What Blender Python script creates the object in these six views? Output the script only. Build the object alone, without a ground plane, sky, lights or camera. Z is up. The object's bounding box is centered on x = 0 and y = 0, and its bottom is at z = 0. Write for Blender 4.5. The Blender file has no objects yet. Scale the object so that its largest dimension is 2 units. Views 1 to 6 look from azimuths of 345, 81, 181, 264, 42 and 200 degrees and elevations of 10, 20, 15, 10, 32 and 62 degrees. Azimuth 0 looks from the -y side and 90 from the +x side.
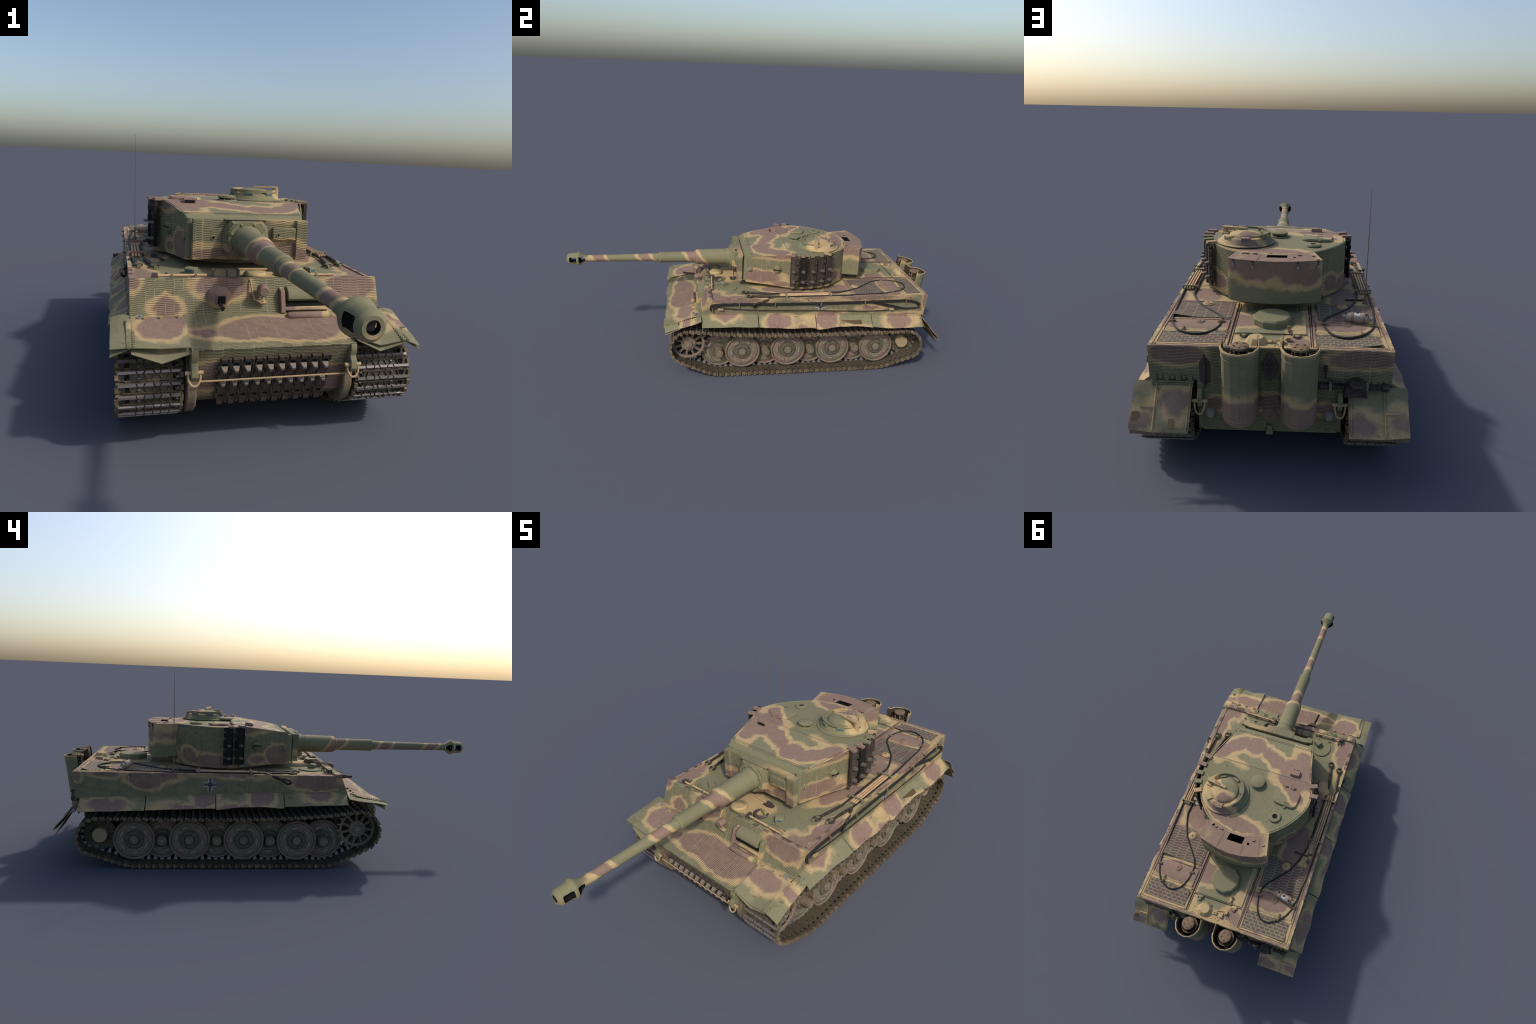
# A late-war heavy tank in three-tone camouflage with anti-magnetic paste ridges.
# Front is -y, the tank's left side is +x, metres, ground at z = 0.
import bpy, bmesh, math, random
from mathutils import Vector, Matrix, Euler
RND = random.Random(7)
pi, sin, cos, rad = math.pi, math.sin, math.cos, math.radians

# ------------------------------------------------------------------ mesh helpers
class Part:
    """Collects primitives into one mesh; .m is the current material slot."""
    def __init__(s):
        s.bm = bmesh.new(); s.m = 0
    def add(s, vs, fs):
        bv = [s.bm.verts.new(v) for v in vs]
        for f in fs:
            try:
                s.bm.faces.new([bv[i] for i in f]).material_index = s.m
            except ValueError:
                pass
        return s
    def box(s, c, size, rot=(0, 0, 0), taper=1.0):
        M = Matrix.Translation(c) @ Euler([rad(a) for a in rot]).to_matrix().to_4x4()
        x, y, z = [d / 2 for d in size]
        vs = []
        for k, t in ((-z, 1.0), (z, taper)):
            vs += [M @ Vector(p) for p in ((-x*t, -y*t, k), (x*t, -y*t, k), (x*t, y*t, k), (-x*t, y*t, k))]
        return s.add(vs, [(3, 2, 1, 0), (4, 5, 6, 7), (0, 1, 5, 4), (1, 2, 6, 5), (2, 3, 7, 6), (3, 0, 4, 7)])
    def lathe(s, prof, o, ax, seg=20, ph=0.0):
        """profile of (distance along axis, radius)"""
        ax = Vector(ax).normalized(); o = Vector(o)
        t = Vector((0, 0, 1)) if abs(ax.z) < .9 else Vector((1, 0, 0))
        u = ax.cross(t).normalized(); w = ax.cross(u)
        rings = []; vs = []
        for a, r in prof:
            if r < 1e-6:
                rings.append([len(vs)]); vs.append(o + ax*a)
            else:
                rings.append(list(range(len(vs), len(vs)+seg)))
                for i in range(seg):
                    g = 2*pi*i/seg + ph
                    vs.append(o + ax*a + (u*cos(g) + w*sin(g))*r)
        fs = []
        for A, B in zip(rings, rings[1:]):
            for i in range(seg):
                j = (i+1) % seg
                if len(A) == 1 and len(B) == 1: continue
                if len(A) == 1: fs.append((A[0], B[i], B[j]))
                elif len(B) == 1: fs.append((A[i], B[0], A[j]))
                else: fs.append((A[i], B[i], B[j], A[j]))
        return s.add(vs, fs)
    def cyl(s, p0, p1, r0, r1=None, seg=16, ph=0.0):
        p0 = Vector(p0); p1 = Vector(p1); r1 = r0 if r1 is None else r1
        L = (p1-p0).length
        return s.lathe([(0, 0), (0, r0), (L, r1), (L, 0)], p0, p1-p0, seg, ph)
    def prism(s, poly, axis, a0, a1):
        """polygon in the plane normal to axis ('x': (y,z), 'y': (x,z), 'z': (x,y))"""
        def P(p, a):
            return {'x': (a, p[0], p[1]), 'y': (p[0], a, p[1]), 'z': (p[0], p[1], a)}[axis]
        n = len(poly)
        vs = [P(p, a0) for p in poly] + [P(p, a1) for p in poly]
        fs = [tuple(range(n)), tuple(range(2*n-1, n-1, -1))] + [(i, i+n, (i+1) % n + n, (i+1) % n) for i in range(n)]
        return s.add(vs, fs)
    def tube(s, pts, r, seg=8, closed=False):
        pts = [Vector(p) for p in pts]; n = len(pts); vs = []; fs = []
        up = None
        for i, p in enumerate(pts):
            a = pts[i-1] if (i or closed) else p
            b = pts[(i+1) % n] if (i < n-1 or closed) else p
            d = (b-a).normalized()
            if up is None:
                up = d.cross(Vector((0, 0, 1)) if abs(d.z) < .9 else Vector((1, 0, 0))).normalized()
            up = (up - d*up.dot(d)).normalized(); w = d.cross(up)
            rr = r[i] if isinstance(r, (list, tuple)) else r
            for k in range(seg):
                g = 2*pi*k/seg
                vs.append(p + (up*cos(g) + w*sin(g))*rr)
        m = n if closed else n-1
        for i in range(m):
            for k in range(seg):
                a = i*seg; b = ((i+1) % n)*seg; l = (k+1) % seg
                fs.append((a+k, a+l, b+l, b+k))
        if not closed:
            fs += [tuple(range(seg)), tuple(range(n*seg-1, (n-1)*seg-1, -1))]
        return s.add(vs, fs)
    def sheet(s, fn, nu, nv, th):
        """thick sheet over fn(u, v), offset by th against its normal"""
        g = [[Vector(fn(i/nu, j/nv)) for j in range(nv+1)] for i in range(nu+1)]
        vs = []; W = nv+1
        for lay in (0, 1):
            for i in range(nu+1):
                for j in range(W):
                    p = g[i][j]
                    du = g[min(i+1, nu)][j]-g[max(i-1, 0)][j]; dv = g[i][min(j+1, nv)]-g[i][max(j-1, 0)]
                    vs.append(p - du.cross(dv).normalized()*th*lay)
        o = (nu+1)*W; fs = []
        for i in range(nu):
            for j in range(nv):
                a = i*W+j
                fs += [(a, a+W, a+W+1, a+1), (o+a+1, o+a+W+1, o+a+W, o+a)]
        for i in range(nu):
            a = i*W; b = a+nv
            fs += [(a, o+a, o+a+W, a+W), (b, b+W, o+b+W, o+b)]
        for j in range(nv):
            a = j; b = nu*W+j
            fs += [(a, a+1, o+a+1, o+a), (b, o+b, o+b+1, b+1)]
        return s.add(vs, fs)
    def dome(s, c, n, r, h, seg=10, rings=3):
        prof = [(-.002*0, r)] + [(h*sin(pi/2*k/rings), r*cos(pi/2*k/rings)) for k in range(1, rings)] + [(h, 0)]
        return s.lathe([(-h*.3, r)] + prof, c, n, seg)
    def mesh(s, name, mats, smooth=38):
        bmesh.ops.recalc_face_normals(s.bm, faces=s.bm.faces)
        me = bpy.data.meshes.new(name); s.bm.to_mesh(me); s.bm.free()
        for m in (mats if isinstance(mats, (list, tuple)) else [mats]):
            me.materials.append(m)
        me.polygons.foreach_set('use_smooth', [True]*len(me.polygons))
        me.set_sharp_from_angle(angle=rad(smooth))
        return me
    def done(s, name, mats, parent, smooth=38, bev=0.0, kind=None):
        o = inst(name, s.mesh(name, mats, smooth), parent)
        if bev:
            b = o.modifiers.new('edge_rounding', 'BEVEL'); b.width = bev; b.segments = 2
            b.limit_method = 'ANGLE'; b.angle_limit = rad(40)
        if kind: o['kind'] = kind
        return o

def inst(name, me, parent, loc=(0, 0, 0), rot=(0, 0, 0)):
    o = bpy.data.objects.new(name, me)
    bpy.context.scene.collection.objects.link(o)
    o.parent = parent; o.location = loc; o.rotation_euler = rot
    return o

def carve(o, cutter):
    """boolean difference, applied"""
    b = o.modifiers.new('cut', 'BOOLEAN'); b.operation = 'DIFFERENCE'; b.object = cutter; b.solver = 'EXACT'
    b.material_mode = 'TRANSFER'
    dg = bpy.context.evaluated_depsgraph_get(); dg.update()
    me = bpy.data.meshes.new_from_object(o.evaluated_get(dg)); me.name = o.data.name
    o.modifiers.clear(); o.data = me
    me.set_sharp_from_angle(angle=rad(35))
    bpy.data.objects.remove(cutter)

def lerp(a, b, t): return a+(b-a)*t
def interp(x, pts):
    if x <= pts[0][0]: return pts[0][1]
    for (a, p), (b, q) in zip(pts, pts[1:]):
        if x <= b: return lerp(p, q, (x-a)/(b-a))
    return pts[-1][1]
def smooth_path(pts, sub=6, closed=False):
    P = [Vector(p) for p in pts]; n = len(P); out = []
    for i in range(n if closed else n-1):
        g = (lambda k: P[k % n]) if closed else (lambda k: P[max(0, min(n-1, k))])
        a, b, c, d = g(i-1), g(i), g(i+1), g(i+2)
        for k in range(sub):
            t = k/sub
            out.append(.5*((2*b)+(c-a)*t+(2*a-5*b+4*c-d)*t*t+(3*b-a-3*c+d)*t**3))
    if not closed: out.append(P[-1])
    return out

# ------------------------------------------------------------------ material helpers
class Tree:
    def __init__(s, name):
        s.mat = bpy.data.materials.new(name); s.mat.use_nodes = True
        s.t = s.mat.node_tree; s.t.nodes.clear()
        s.out = s.t.nodes.new('ShaderNodeOutputMaterial')
        s.bs = s.t.nodes.new('ShaderNodeBsdfPrincipled')
        s.t.links.new(s.bs.outputs[0], s.out.inputs[0])
        s.P = s.n('TexCoord').outputs['Object']
    def n(s, typ, **kw):
        nd = s.t.nodes.new('ShaderNode'+typ)
        for k, v in kw.items(): setattr(nd, k, v)
        return nd
    def put(s, sock, v):
        if isinstance(v, bpy.types.NodeSocket): s.t.links.new(v, sock)
        elif v is not None: sock.default_value = v
    def math(s, op, a, b=None, c=None, clamp=False):
        nd = s.n('Math', operation=op, use_clamp=clamp)
        for k, v in zip(nd.inputs, (a, b, c)): s.put(k, v)
        return nd.outputs[0]
    def vmath(s, op, a, b=None, c=None):
        nd = s.n('VectorMath', operation=op)
        for k, v in zip(nd.inputs, (a, b, c)): s.put(k, v)
        return nd.outputs['Value' if op in ('LENGTH', 'DOT_PRODUCT') else 'Vector']
    def noise(s, vec, scale, detail=3, rough=.55, out=0):
        nd = s.n('TexNoise'); s.put(nd.inputs['Vector'], vec)
        nd.inputs['Scale'].default_value = scale; nd.inputs['Detail'].default_value = detail
        nd.inputs['Roughness'].default_value = rough
        return nd.outputs[out]
    def rng(s, v, a, b, c=0.0, d=1.0, smooth=True):
        nd = s.n('MapRange', interpolation_type='SMOOTHSTEP' if smooth else 'LINEAR')
        for k, x in zip(nd.inputs, (v, a, b, c, d)): s.put(k, x)
        return nd.outputs[0]
    def mix(s, f, a, b, blend='MIX'):
        nd = s.n('Mix', data_type='RGBA', blend_type=blend)
        s.put(nd.inputs[0], f)
        for k, x in ((6, a), (7, b)):
            s.put(nd.inputs[k], (*x, 1) if isinstance(x, tuple) and len(x) == 3 else x)
        return nd.outputs[2]
    def grey(s, v):
        nd = s.n('CombineColor')
        for k in nd.inputs: s.put(k, v)
        return nd.outputs[0]
    def finish(s, col, rough=.75, bump=None, strength=.5, dist=.001, metal=0.0, spec=.25):
        s.put(s.bs.inputs['Base Color'], (*col, 1) if isinstance(col, tuple) and len(col) == 3 else col)
        s.put(s.bs.inputs['Roughness'], rough); s.put(s.bs.inputs['Metallic'], metal)
        s.bs.inputs['Specular IOR Level'].default_value = spec
        if bump is not None:
            b = s.n('Bump'); b.inputs['Strength'].default_value = strength; b.inputs['Distance'].default_value = dist
            s.put(b.inputs['Height'], bump); s.put(s.bs.inputs['Normal'], b.outputs[0])
        return s.mat

GREEN = (.182, .170, .096); BROWN = (.222, .146, .110); SAND = (.410, .298, .150)
DARKM = (.040, .036, .034)

def blobs3(kind, lst, depth=9.0, at=0.0):
    """2-D strokes on a panel -> ellipsoids (centre, radii, rotation)"""
    out = []
    for a, b, ra, rb, ang in lst:
        g = rad(ang)
        if kind == 'xy': out.append(((a, b, at), (ra, rb, depth), (0, 0, g)))
        if kind == 'yz': out.append(((at, a, b), (depth, ra, rb), (g, 0, 0)))
        if kind == 'xz': out.append(((a, at, b), (ra, depth, rb), (0, -g, 0)))
    return out

def camo(name, blobs, zim=None, sands=(), warp=.014, soft=1.0, grain=1.0, dust=0.0, slant=None, cross=None, base=GREEN, scratch=0.0, rim=1.0):
    """Sprayed three-tone paint: brown strokes, each rimmed with sand, on green.
    zim = (ridge direction vector, seam direction vector or 'theta', pitch)."""
    T = Tree(name); P = T.P
    if slant:
        sx = T.n('SeparateXYZ'); T.put(sx.inputs[0], P)
        cb = T.n('CombineXYZ'); T.put(cb.inputs[1], T.math('MULTIPLY_ADD', T.math('SUBTRACT', sx.outputs[2], .5132), slant, sx.outputs[1]))
        T.put(cb.inputs[2], sx.outputs[2]); T.put(cb.inputs[0], sx.outputs[0])
        base_p = cb.outputs[0]
    else:
        base_p = P
    nz = T.noise(P, 22, 2, .5, 1); nz2 = T.noise(P, 110, 3, .6, 1)
    w = T.vmath('MULTIPLY_ADD', T.vmath('SUBTRACT', nz, (.5, .5, .5)), (warp*3.2,)*3, base_p)
    w = T.vmath('MULTIPLY_ADD', T.vmath('SUBTRACT', nz2, (.5, .5, .5)), (warp*.8,)*3, w)
    def field(bl):
        d = None
        for c, r, e in bl:
            mp = T.n('Mapping', vector_type='TEXTURE')
            T.put(mp.inputs[0], w); mp.inputs[1].default_value = c; mp.inputs[2].default_value = e; mp.inputs[3].default_value = r
            m = min(r)
            k = T.math('MULTIPLY_ADD', T.vmath('LENGTH', mp.outputs[0]), m, -m)
            d = k if d is None else T.math('SMOOTH_MIN', d, k, .012)
        return d
    d = field(blobs) if blobs else None
    g_n = T.noise(P, 60, 4, .6); f_n = T.noise(P, 420, 3, .6)
    col = T.mix(0.0, base, base)
    if d is not None:
        wide = T.math('MULTIPLY_ADD', T.noise(P, 11, 2), .032*rim, -.001*rim)
        s_out = T.rng(d, wide, T.math('ADD', wide, .012*soft), 1, 0)
        col = T.mix(s_out, base, SAND)
    if sands:
        ds = field(sands)
        col = T.mix(T.rng(ds, -.004, .012*soft, 1, 0), col, SAND)
    if d is not None:
        col = T.mix(T.rng(d, -.003*soft, .006*soft, 1, 0), col, BROWN)
    # cloudy sun-fade and fine speckle
    col = T.mix(1.0, col, T.grey(T.rng(g_n, .25, .75, 1-.10*grain, 1+.10*grain, False)), 'MULTIPLY')
    col = T.mix(1.0, col, T.grey(T.rng(f_n, .25, .75, 1-.13*grain, 1+.13*grain, False)), 'MULTIPLY')
    spots = T.rng(T.noise(P, 75, 5, .75), .66, .72, 0, .45*grain)
    col = T.mix(spots, col, (.10, .068, .036))
    if dust:
        col = T.mix(T.rng(T.noise(P, 14, 4, .65), .42, .7, 0, dust), col, (.30, .235, .16))
    if scratch:
        st = T.n('Mapping'); T.put(st.inputs[0], P); st.inputs[3].default_value = (1, .25, 1.6)
        ln = T.math('ABSOLUTE', T.math('SUBTRACT', T.noise(st.outputs[0], 38, 2, .5), .5))
        on_ = T.rng(T.noise(P, 17, 2), .50, .62)
        col = T.mix(T.math('MULTIPLY', T.math('MULTIPLY', T.rng(ln, .002, .010, 1, 0), on_), scratch), col, (.075, .055, .034))
        col = T.mix(T.math('MULTIPLY', T.rng(T.noise(P, 50, 4, .7), .60, .70), scratch*.7), col, (.11, .08, .048))
    bump = T.math('MULTIPLY', f_n, .15)
    if zim:
        rv, sv, pitch = zim
        if sv == 'theta':
            sp = T.n('SeparateXYZ'); T.put(sp.inputs[0], P)
            back = T.math('MULTIPLY', T.math('ARCTAN2', sp.outputs[0], T.math('SUBTRACT', T.math('MAXIMUM', sp.outputs[1], .22), .20)), .27)
            s = T.math('ADD', back, T.math('MINIMUM', sp.outputs[1], .22))
            s = T.math('ADD', s, 3.0)
        else:
            s = T.math('ADD', T.vmath('DOT_PRODUCT', P, sv), 3.0)
        colw = .027
        s = T.math('MULTIPLY_ADD', T.noise(P, 24, 2), .012, s)
        idx = T.math('FLOOR', T.math('DIVIDE', s, colw))
        fr = T.math('FRACT', T.math('DIVIDE', s, colw))
        wn = T.n('TexWhiteNoise', noise_dimensions='1D'); T.put(wn.inputs['W'], idx)
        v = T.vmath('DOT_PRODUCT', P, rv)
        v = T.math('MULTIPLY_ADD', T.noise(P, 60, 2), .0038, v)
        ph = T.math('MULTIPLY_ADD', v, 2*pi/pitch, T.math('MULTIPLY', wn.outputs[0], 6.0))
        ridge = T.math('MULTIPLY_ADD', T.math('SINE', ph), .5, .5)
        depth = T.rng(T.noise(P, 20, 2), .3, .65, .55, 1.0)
        shade = T.math('MULTIPLY_ADD', T.math('POWER', T.math('SUBTRACT', 1, ridge), 2.0), T.math('MULTIPLY', depth, -.86), 1.20)  # groove shadow and crest light of the ridges painted into the colour
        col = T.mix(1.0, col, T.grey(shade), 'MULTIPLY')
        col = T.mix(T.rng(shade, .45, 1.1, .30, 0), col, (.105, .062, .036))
        on = T.math('GREATER_THAN', T.math('FRACT', T.math('MULTIPLY', wn.outputs[0], 7.3)), .42)
        seam = T.math('MULTIPLY', T.rng(T.math('ABSOLUTE', T.math('SUBTRACT', fr, .5)), .44, .48, 0, 1), on)
        seam = T.math('MULTIPLY', seam, T.rng(T.noise(P, 28, 2), .42, .6, .05, .45))
        col = T.mix(seam, col, (.42, .33, .25))
        bump = T.math('ADD', T.math('MULTIPLY', ridge, 1.0), T.math('MULTIPLY', seam, .6))
    if cross:
        # black straight-armed cross with white borders, painted on both hull sides
        cy, cz = cross
        sp = T.n('SeparateXYZ'); T.put(sp.inputs[0], P)
        ay = T.math('ABSOLUTE', T.math('SUBTRACT', sp.outputs[1], cy)); az = T.math('ABSOLUTE', T.math('SUBTRACT', sp.outputs[2], cz))
        lo = T.math('MINIMUM', ay, az); hi = T.math('MAXIMUM', ay, az)
        arm = T.math('LESS_THAN', hi, .0275)
        black = T.math('MULTIPLY', T.math('LESS_THAN', lo, .0062), arm)
        white = T.math('MULTIPLY', T.math('MULTIPLY', T.math('LESS_THAN', lo, .0098), arm), T.math('GREATER_THAN', hi, .0098))
        wear = T.rng(T.noise(P, 130, 3), .35, .6, .7, 1)
        col = T.mix(T.math('MULTIPLY', white, wear), col, (.48, .47, .48))
        col = T.mix(T.math('MULTIPLY', black, wear), col, (.045, .04, .05))
    return T.finish(col, .8, bump, .55 if zim else .25, .0016 if zim else .0008)

def plain(name, col, var=.15, scale=70, rough=.7, metal=0.0, col2=None, spots=None, rand=0.0, spec=.25, bump=.2):
    T = Tree(name)
    P = T.P
    if rand:
        oi = T.n('ObjectInfo')
        P = T.vmath('ADD', P, T.vmath('MULTIPLY', oi.outputs['Random'], (7.0, 3.0, 5.0)))
    n1 = T.noise(P, scale, 4, .6); n2 = T.noise(P, scale*6, 3, .6)
    c = T.mix(0.0, col, col)
    if col2: c = T.mix(T.rng(n1, .42, .62), c, col2)
    c = T.mix(1.0, c, T.grey(T.rng(n2, .25, .75, 1-var, 1+var, False)), 'MULTIPLY')
    if spots: c = T.mix(T.rng(T.noise(P, scale*2, 5, .7), .6, .68, 0, .7), c, spots)
    if rand:
        c = T.mix(1.0, c, T.grey(T.math('MULTIPLY_ADD', oi.outputs['Random'], rand, 1-rand/2)), 'MULTIPLY')
    return T.finish(c, rough, n2, bump, .001, metal, spec)

# ---- paint zones: where each brown stroke sits (measured panel by panel)
roof_b = [(.181, .080, .087, .037, 49), (.075, .044, .048, .050, -16), (-.047, .092, .088, .036, -30), (-.151, .116, .076, .062, 0),
          (-.152, .191, .070, .033, -14), (-.203, .107, .117, .041, 117), (-.181, .230, .070, .033, 134), (.090, .458, .083, .024, -15),
          (-.004, .471, .076, .031, 1), (-.054, .484, .043, .018, 6), (.215, .12, .05, .03, 60)]
M_roof = camo('camouflage_roof_paint', blobs3('xy', roof_b), sands=blobs3('xy', [(.13, .165, .05, .018, -20)]), dust=.08)
M_cupola = camo('camouflage_cupola_paint', blobs3('xy', [(.112, .385, .032, .026, 19), (.095, .44, .07, .02, -15)]), sands=blobs3('xy', [(.20, .36, .045, .08, 0)]))
wall_b = [((.23, .02, .478), (.12, .10, .030), (0, 0, 0)), ((.25, .12, .606), (.1, .10, .018), (0, 0, 0)), ((.26, .37, .470), (.2, .09, .030), (0, 0, 0)),
          ((.24, .13, .447), (.1, .04, .012), (0, 0, 0)),
          ((-.22, .0, .478), (.1, .055, .048), (0, 0, 0)), ((-.25, .300, .450), (.12, .085, .033), (0, 0, 0)), ((-.20, .413, .475), (.08, .032, .032), (0, 0, 0)),
          ((-.24, .095, .460), (.1, .028, .018), (0, 0, 0)), ((-.10, .52, .46), (.10, .06, .05), (0, 0, 0)), ((.10, .52, .46), (.11, .06, .045), (0, 0, 0)), ((-.25, .14, .60), (.06, .05, .012), (0, 0, 0))]
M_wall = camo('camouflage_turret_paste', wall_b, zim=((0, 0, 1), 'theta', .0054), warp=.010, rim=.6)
mant_b = [((-.119, -.1, .467), (.059, .2, .016), (0, 0, 0)), ((.137, -.1, .478), (.045, .2, .024), (0, 0, 0)), ((.183, -.1, .466), (.018, .2, .020), (0, 0, 0)), ((.03, -.1, .462), (.05, .2, .012), (0, 0, 0))]
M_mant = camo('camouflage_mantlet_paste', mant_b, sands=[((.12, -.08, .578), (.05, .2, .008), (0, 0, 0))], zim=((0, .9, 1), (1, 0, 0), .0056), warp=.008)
gun_b = [((0, -.830, .513), (9, .026, 9), (0, 0, 0)), ((0, -.585, .513), (9, .024, 9), (0, 0, 0)), ((0, -.318, .513), (9, .030, 9), (0, 0, 0))]
M_gun = camo('camouflage_gun_paint', gun_b, slant=.8, warp=.012, sands=[((0, -.96, .478), (.05, .07, .020), (0, 0, 0)), ((.03, -.885, .505), (.03, .03, .02), (0, 0, 0))], grain=.6)
front_b = [((-.117, -.28, .408), (.072, .2, .033), (0, 0, 0)), ((-.274, -.28, .348), (.034, .2, .026), (0, 0, 0)), ((.290, -.28, .400), (.080, .2, .036), (0, 0, 0)), ((-.364, -.28, .420), (.016, .2, .021), (0, 0, 0)),
           ((-.18, -.46, .205), (.05, .2, .045), (0, 0, 0)), ((.17, -.46, .17), (.06, .2, .05), (0, 0, 0))]
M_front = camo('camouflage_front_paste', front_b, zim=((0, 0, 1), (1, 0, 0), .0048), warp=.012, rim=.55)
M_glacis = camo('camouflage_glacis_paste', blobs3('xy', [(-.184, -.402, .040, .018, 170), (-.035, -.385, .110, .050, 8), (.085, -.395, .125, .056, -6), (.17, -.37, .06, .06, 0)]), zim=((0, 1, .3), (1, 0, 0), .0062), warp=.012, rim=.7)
side_b = [((-.376, -.165, .391), (.1, .110, .038), (0, 0, 0)), ((-.376, .602, .388), (.1, .070, .036), (.2, 0, 0)), ((-.376, .887, .402), (.1, .022, .023), (0, 0, 0)), ((-.376, .762, .412), (.1, .044, .012), (0, 0, 0)),
          ((-.376, .207, .414), (.1, .083, .008), (0, 0, 0)), ((-.376, .52, .404), (.1, .060, .022), (0, 0, 0)),
          ((.376, -.126, .414), (.1, .127, .018), (0, 0, 0)), ((.376, .280, .418), (.1, .053, .009), (0, 0, 0)), ((.376, .580, .412), (.1, .130, .015), (0, 0, 0)), ((.376, .585, .352), (.1, .042, .010), (0, 0, 0)),
          ((.376, .364, .325), (.1, .055, .012), (0, 0, 0)), ((.376, .768, .300), (.1, .085, .014), (0, 0, 0)), ((.376, .890, .385), (.1, .012, .04), (0, 0, 0))]
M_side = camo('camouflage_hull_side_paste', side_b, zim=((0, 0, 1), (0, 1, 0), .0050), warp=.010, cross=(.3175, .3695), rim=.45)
rear_b = [((.290, .89, .390), (.079, .2, .036), (0, 0, 0)), ((-.286, .89, .386), (.092, .2, .032), (0, 0, 0)), ((.175, .89, .211), (.03, .2, .022), (0, 0, 0)), ((.0, .88, .22), (.06, .2, .03), (0, 0, 0)), ((-.19, .88, .2), (.05, .2, .02), (0, 0, 0))]
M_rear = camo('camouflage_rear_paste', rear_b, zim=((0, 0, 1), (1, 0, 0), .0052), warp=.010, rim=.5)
deck_b = [(.319, -.223, .053, .027, -23), (.346, -.139, .113, .024, 84), (.313, -.249, .063, .036, 73), (-.330, -.223, .155, .033, 95), (.270, .139, .111, .036, -110), (.271, .420, .080, .050, -47),
          (.252, .722, .125, .046, 0), (-.262, .420, .112, .050, -97), (.106, .687, .050, .065, -84), (-.225, .722, .085, .044, 0), (.25, .50, .12, .008, 0), (-.090, .844, .027, .040, 53), (-.27, .20, .1, .035, 80), (.36, .56, .16, .024, 90), (-.362, .58, .20, .018, 90), (.137, .70, .12, .012, 90), (-.133, .72, .12, .012, 90), (.2, .888, .12, .008, 0), (-.25, .888, .12, .008, 0)]
M_deck = camo('camouflage_deck_paint', blobs3('xy', deck_b), sands=blobs3('xy', [(.02, -.15, .11, .07, 0), (.10, .47, .1, .02, 0), (.03, .855, .09, .02, 0), (-.08, .77, .03, .05, 0), (.36, .77, .1, .02, 90)]), dust=.25)
skirt_b = [((.4, -.171, .348), (.1, .051, .026), (0, 0, 0)), ((.4, .099, .304), (.1, .062, .034), (0, 0, 0)), ((.4, .350, .309), (.1, .052, .045), (0, 0, 0)), ((.4, .445, .262), (.1, .062, .013), (0, 0, 0)), ((.4, .742, .288), (.1, .066, .034), (0, 0, 0)), ((.4, .225, .272), (.1, .05, .01), (0, 0, 0)),
           ((-.4, -.165, .340), (.1, .056, .026), (0, 0, 0)), ((-.4, .090, .329), (.1, .055, .043), (0, 0, 0)), ((-.4, .205, .280), (.1, .073, .012), (0, 0, 0)), ((-.4, .339, .322), (.1, .050, .034), (-.3, 0, 0)), ((-.4, .420, .274), (.1, .066, .010), (0, 0, 0)), ((-.4, .758, .279), (.1, .080, .024), (0, 0, 0))]
M_skirt = camo('camouflage_skirt_paint', skirt_b, sands=[((.4, .245, .315), (.1, .035, .012), (0, 0, 0)), ((.4, .83, .29), (.1, .022, .022), (0, 0, 0))], soft=1.4, dust=.15, scratch=.9, rim=.5)
ff_b = [((-.297, -.375, .3), (.06, .060, .2), (0, 0, 0)), ((-.265, -.346, .3), (.05, .035, .2), (0, 0, 0)), ((.292, -.378, .3), (.068, .040, .2), (0, 0, 0)), ((.408, -.366, .3), (.034, .022, .2), (0, 0, 0))]
M_fender = camo('camouflage_fender_paint', ff_b, soft=1.5, dust=.12, scratch=.7)
rf_b = [((.29, .93, .24), (.045, .2, .026), (0, 0, 0)), ((.40, .95, .19), (.03, .2, .02), (0, 0, 0)), ((-.28, .96, .19), (.05, .2, .026), (0, 0, 0)), ((-.40, .95, .205), (.03, .2, .022), (0, 0, 0))]
M_rfender = camo('camouflage_rear_fender_paint', rf_b, soft=2, dust=.4, scratch=.6)
bin_b = [((.0, .57, .60), (.135, .2, .042), (0, 0, 0)), ((-.09, .58, .555), (.07, .2, .032), (0, 0, 0)), ((.15, .53, .59), (.03, .1, .022), (0, 0, 0)), ((.07, .6, .57), (.06, .2, .03), (0, 0, 0))]
M_bin = camo('camouflage_bin_paint', bin_b, sands=[((-.145, .52, .612), (.02, .05, .006), (0, 0, 0))], soft=1.5)
ex_b = [((.09, .97, .222), (.2, .2, .045), (0, 0, 0)), ((-.09, .97, .215), (.2, .2, .042), (0, 0, 0))]
M_soot = plain('sooty_shield_lining', (.050, .038, .022), .3, 40, .85, col2=(.035, .028, .018))
M_exh = camo('camouflage_exhaust_paint', ex_b, sands=[((.1, .95, .452), (.3, .2, .009), (0, 0, 0))], soft=2, dust=.25)
M_green = plain('green_paint', GREEN, .12, 60, .75, spots=(.13, .11, .06))
M_sandp = plain('sand_paint', (.40, .285, .15), .12, 60, .75, col2=(.36, .25, .14))
M_brownp = plain('brown_paint', BROWN, .12, 60, .75)
M_low = plain('dusty_lower_paint', (.185, .132, .088), .2, 35, .85, col2=(.15, .115, .075))
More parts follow.
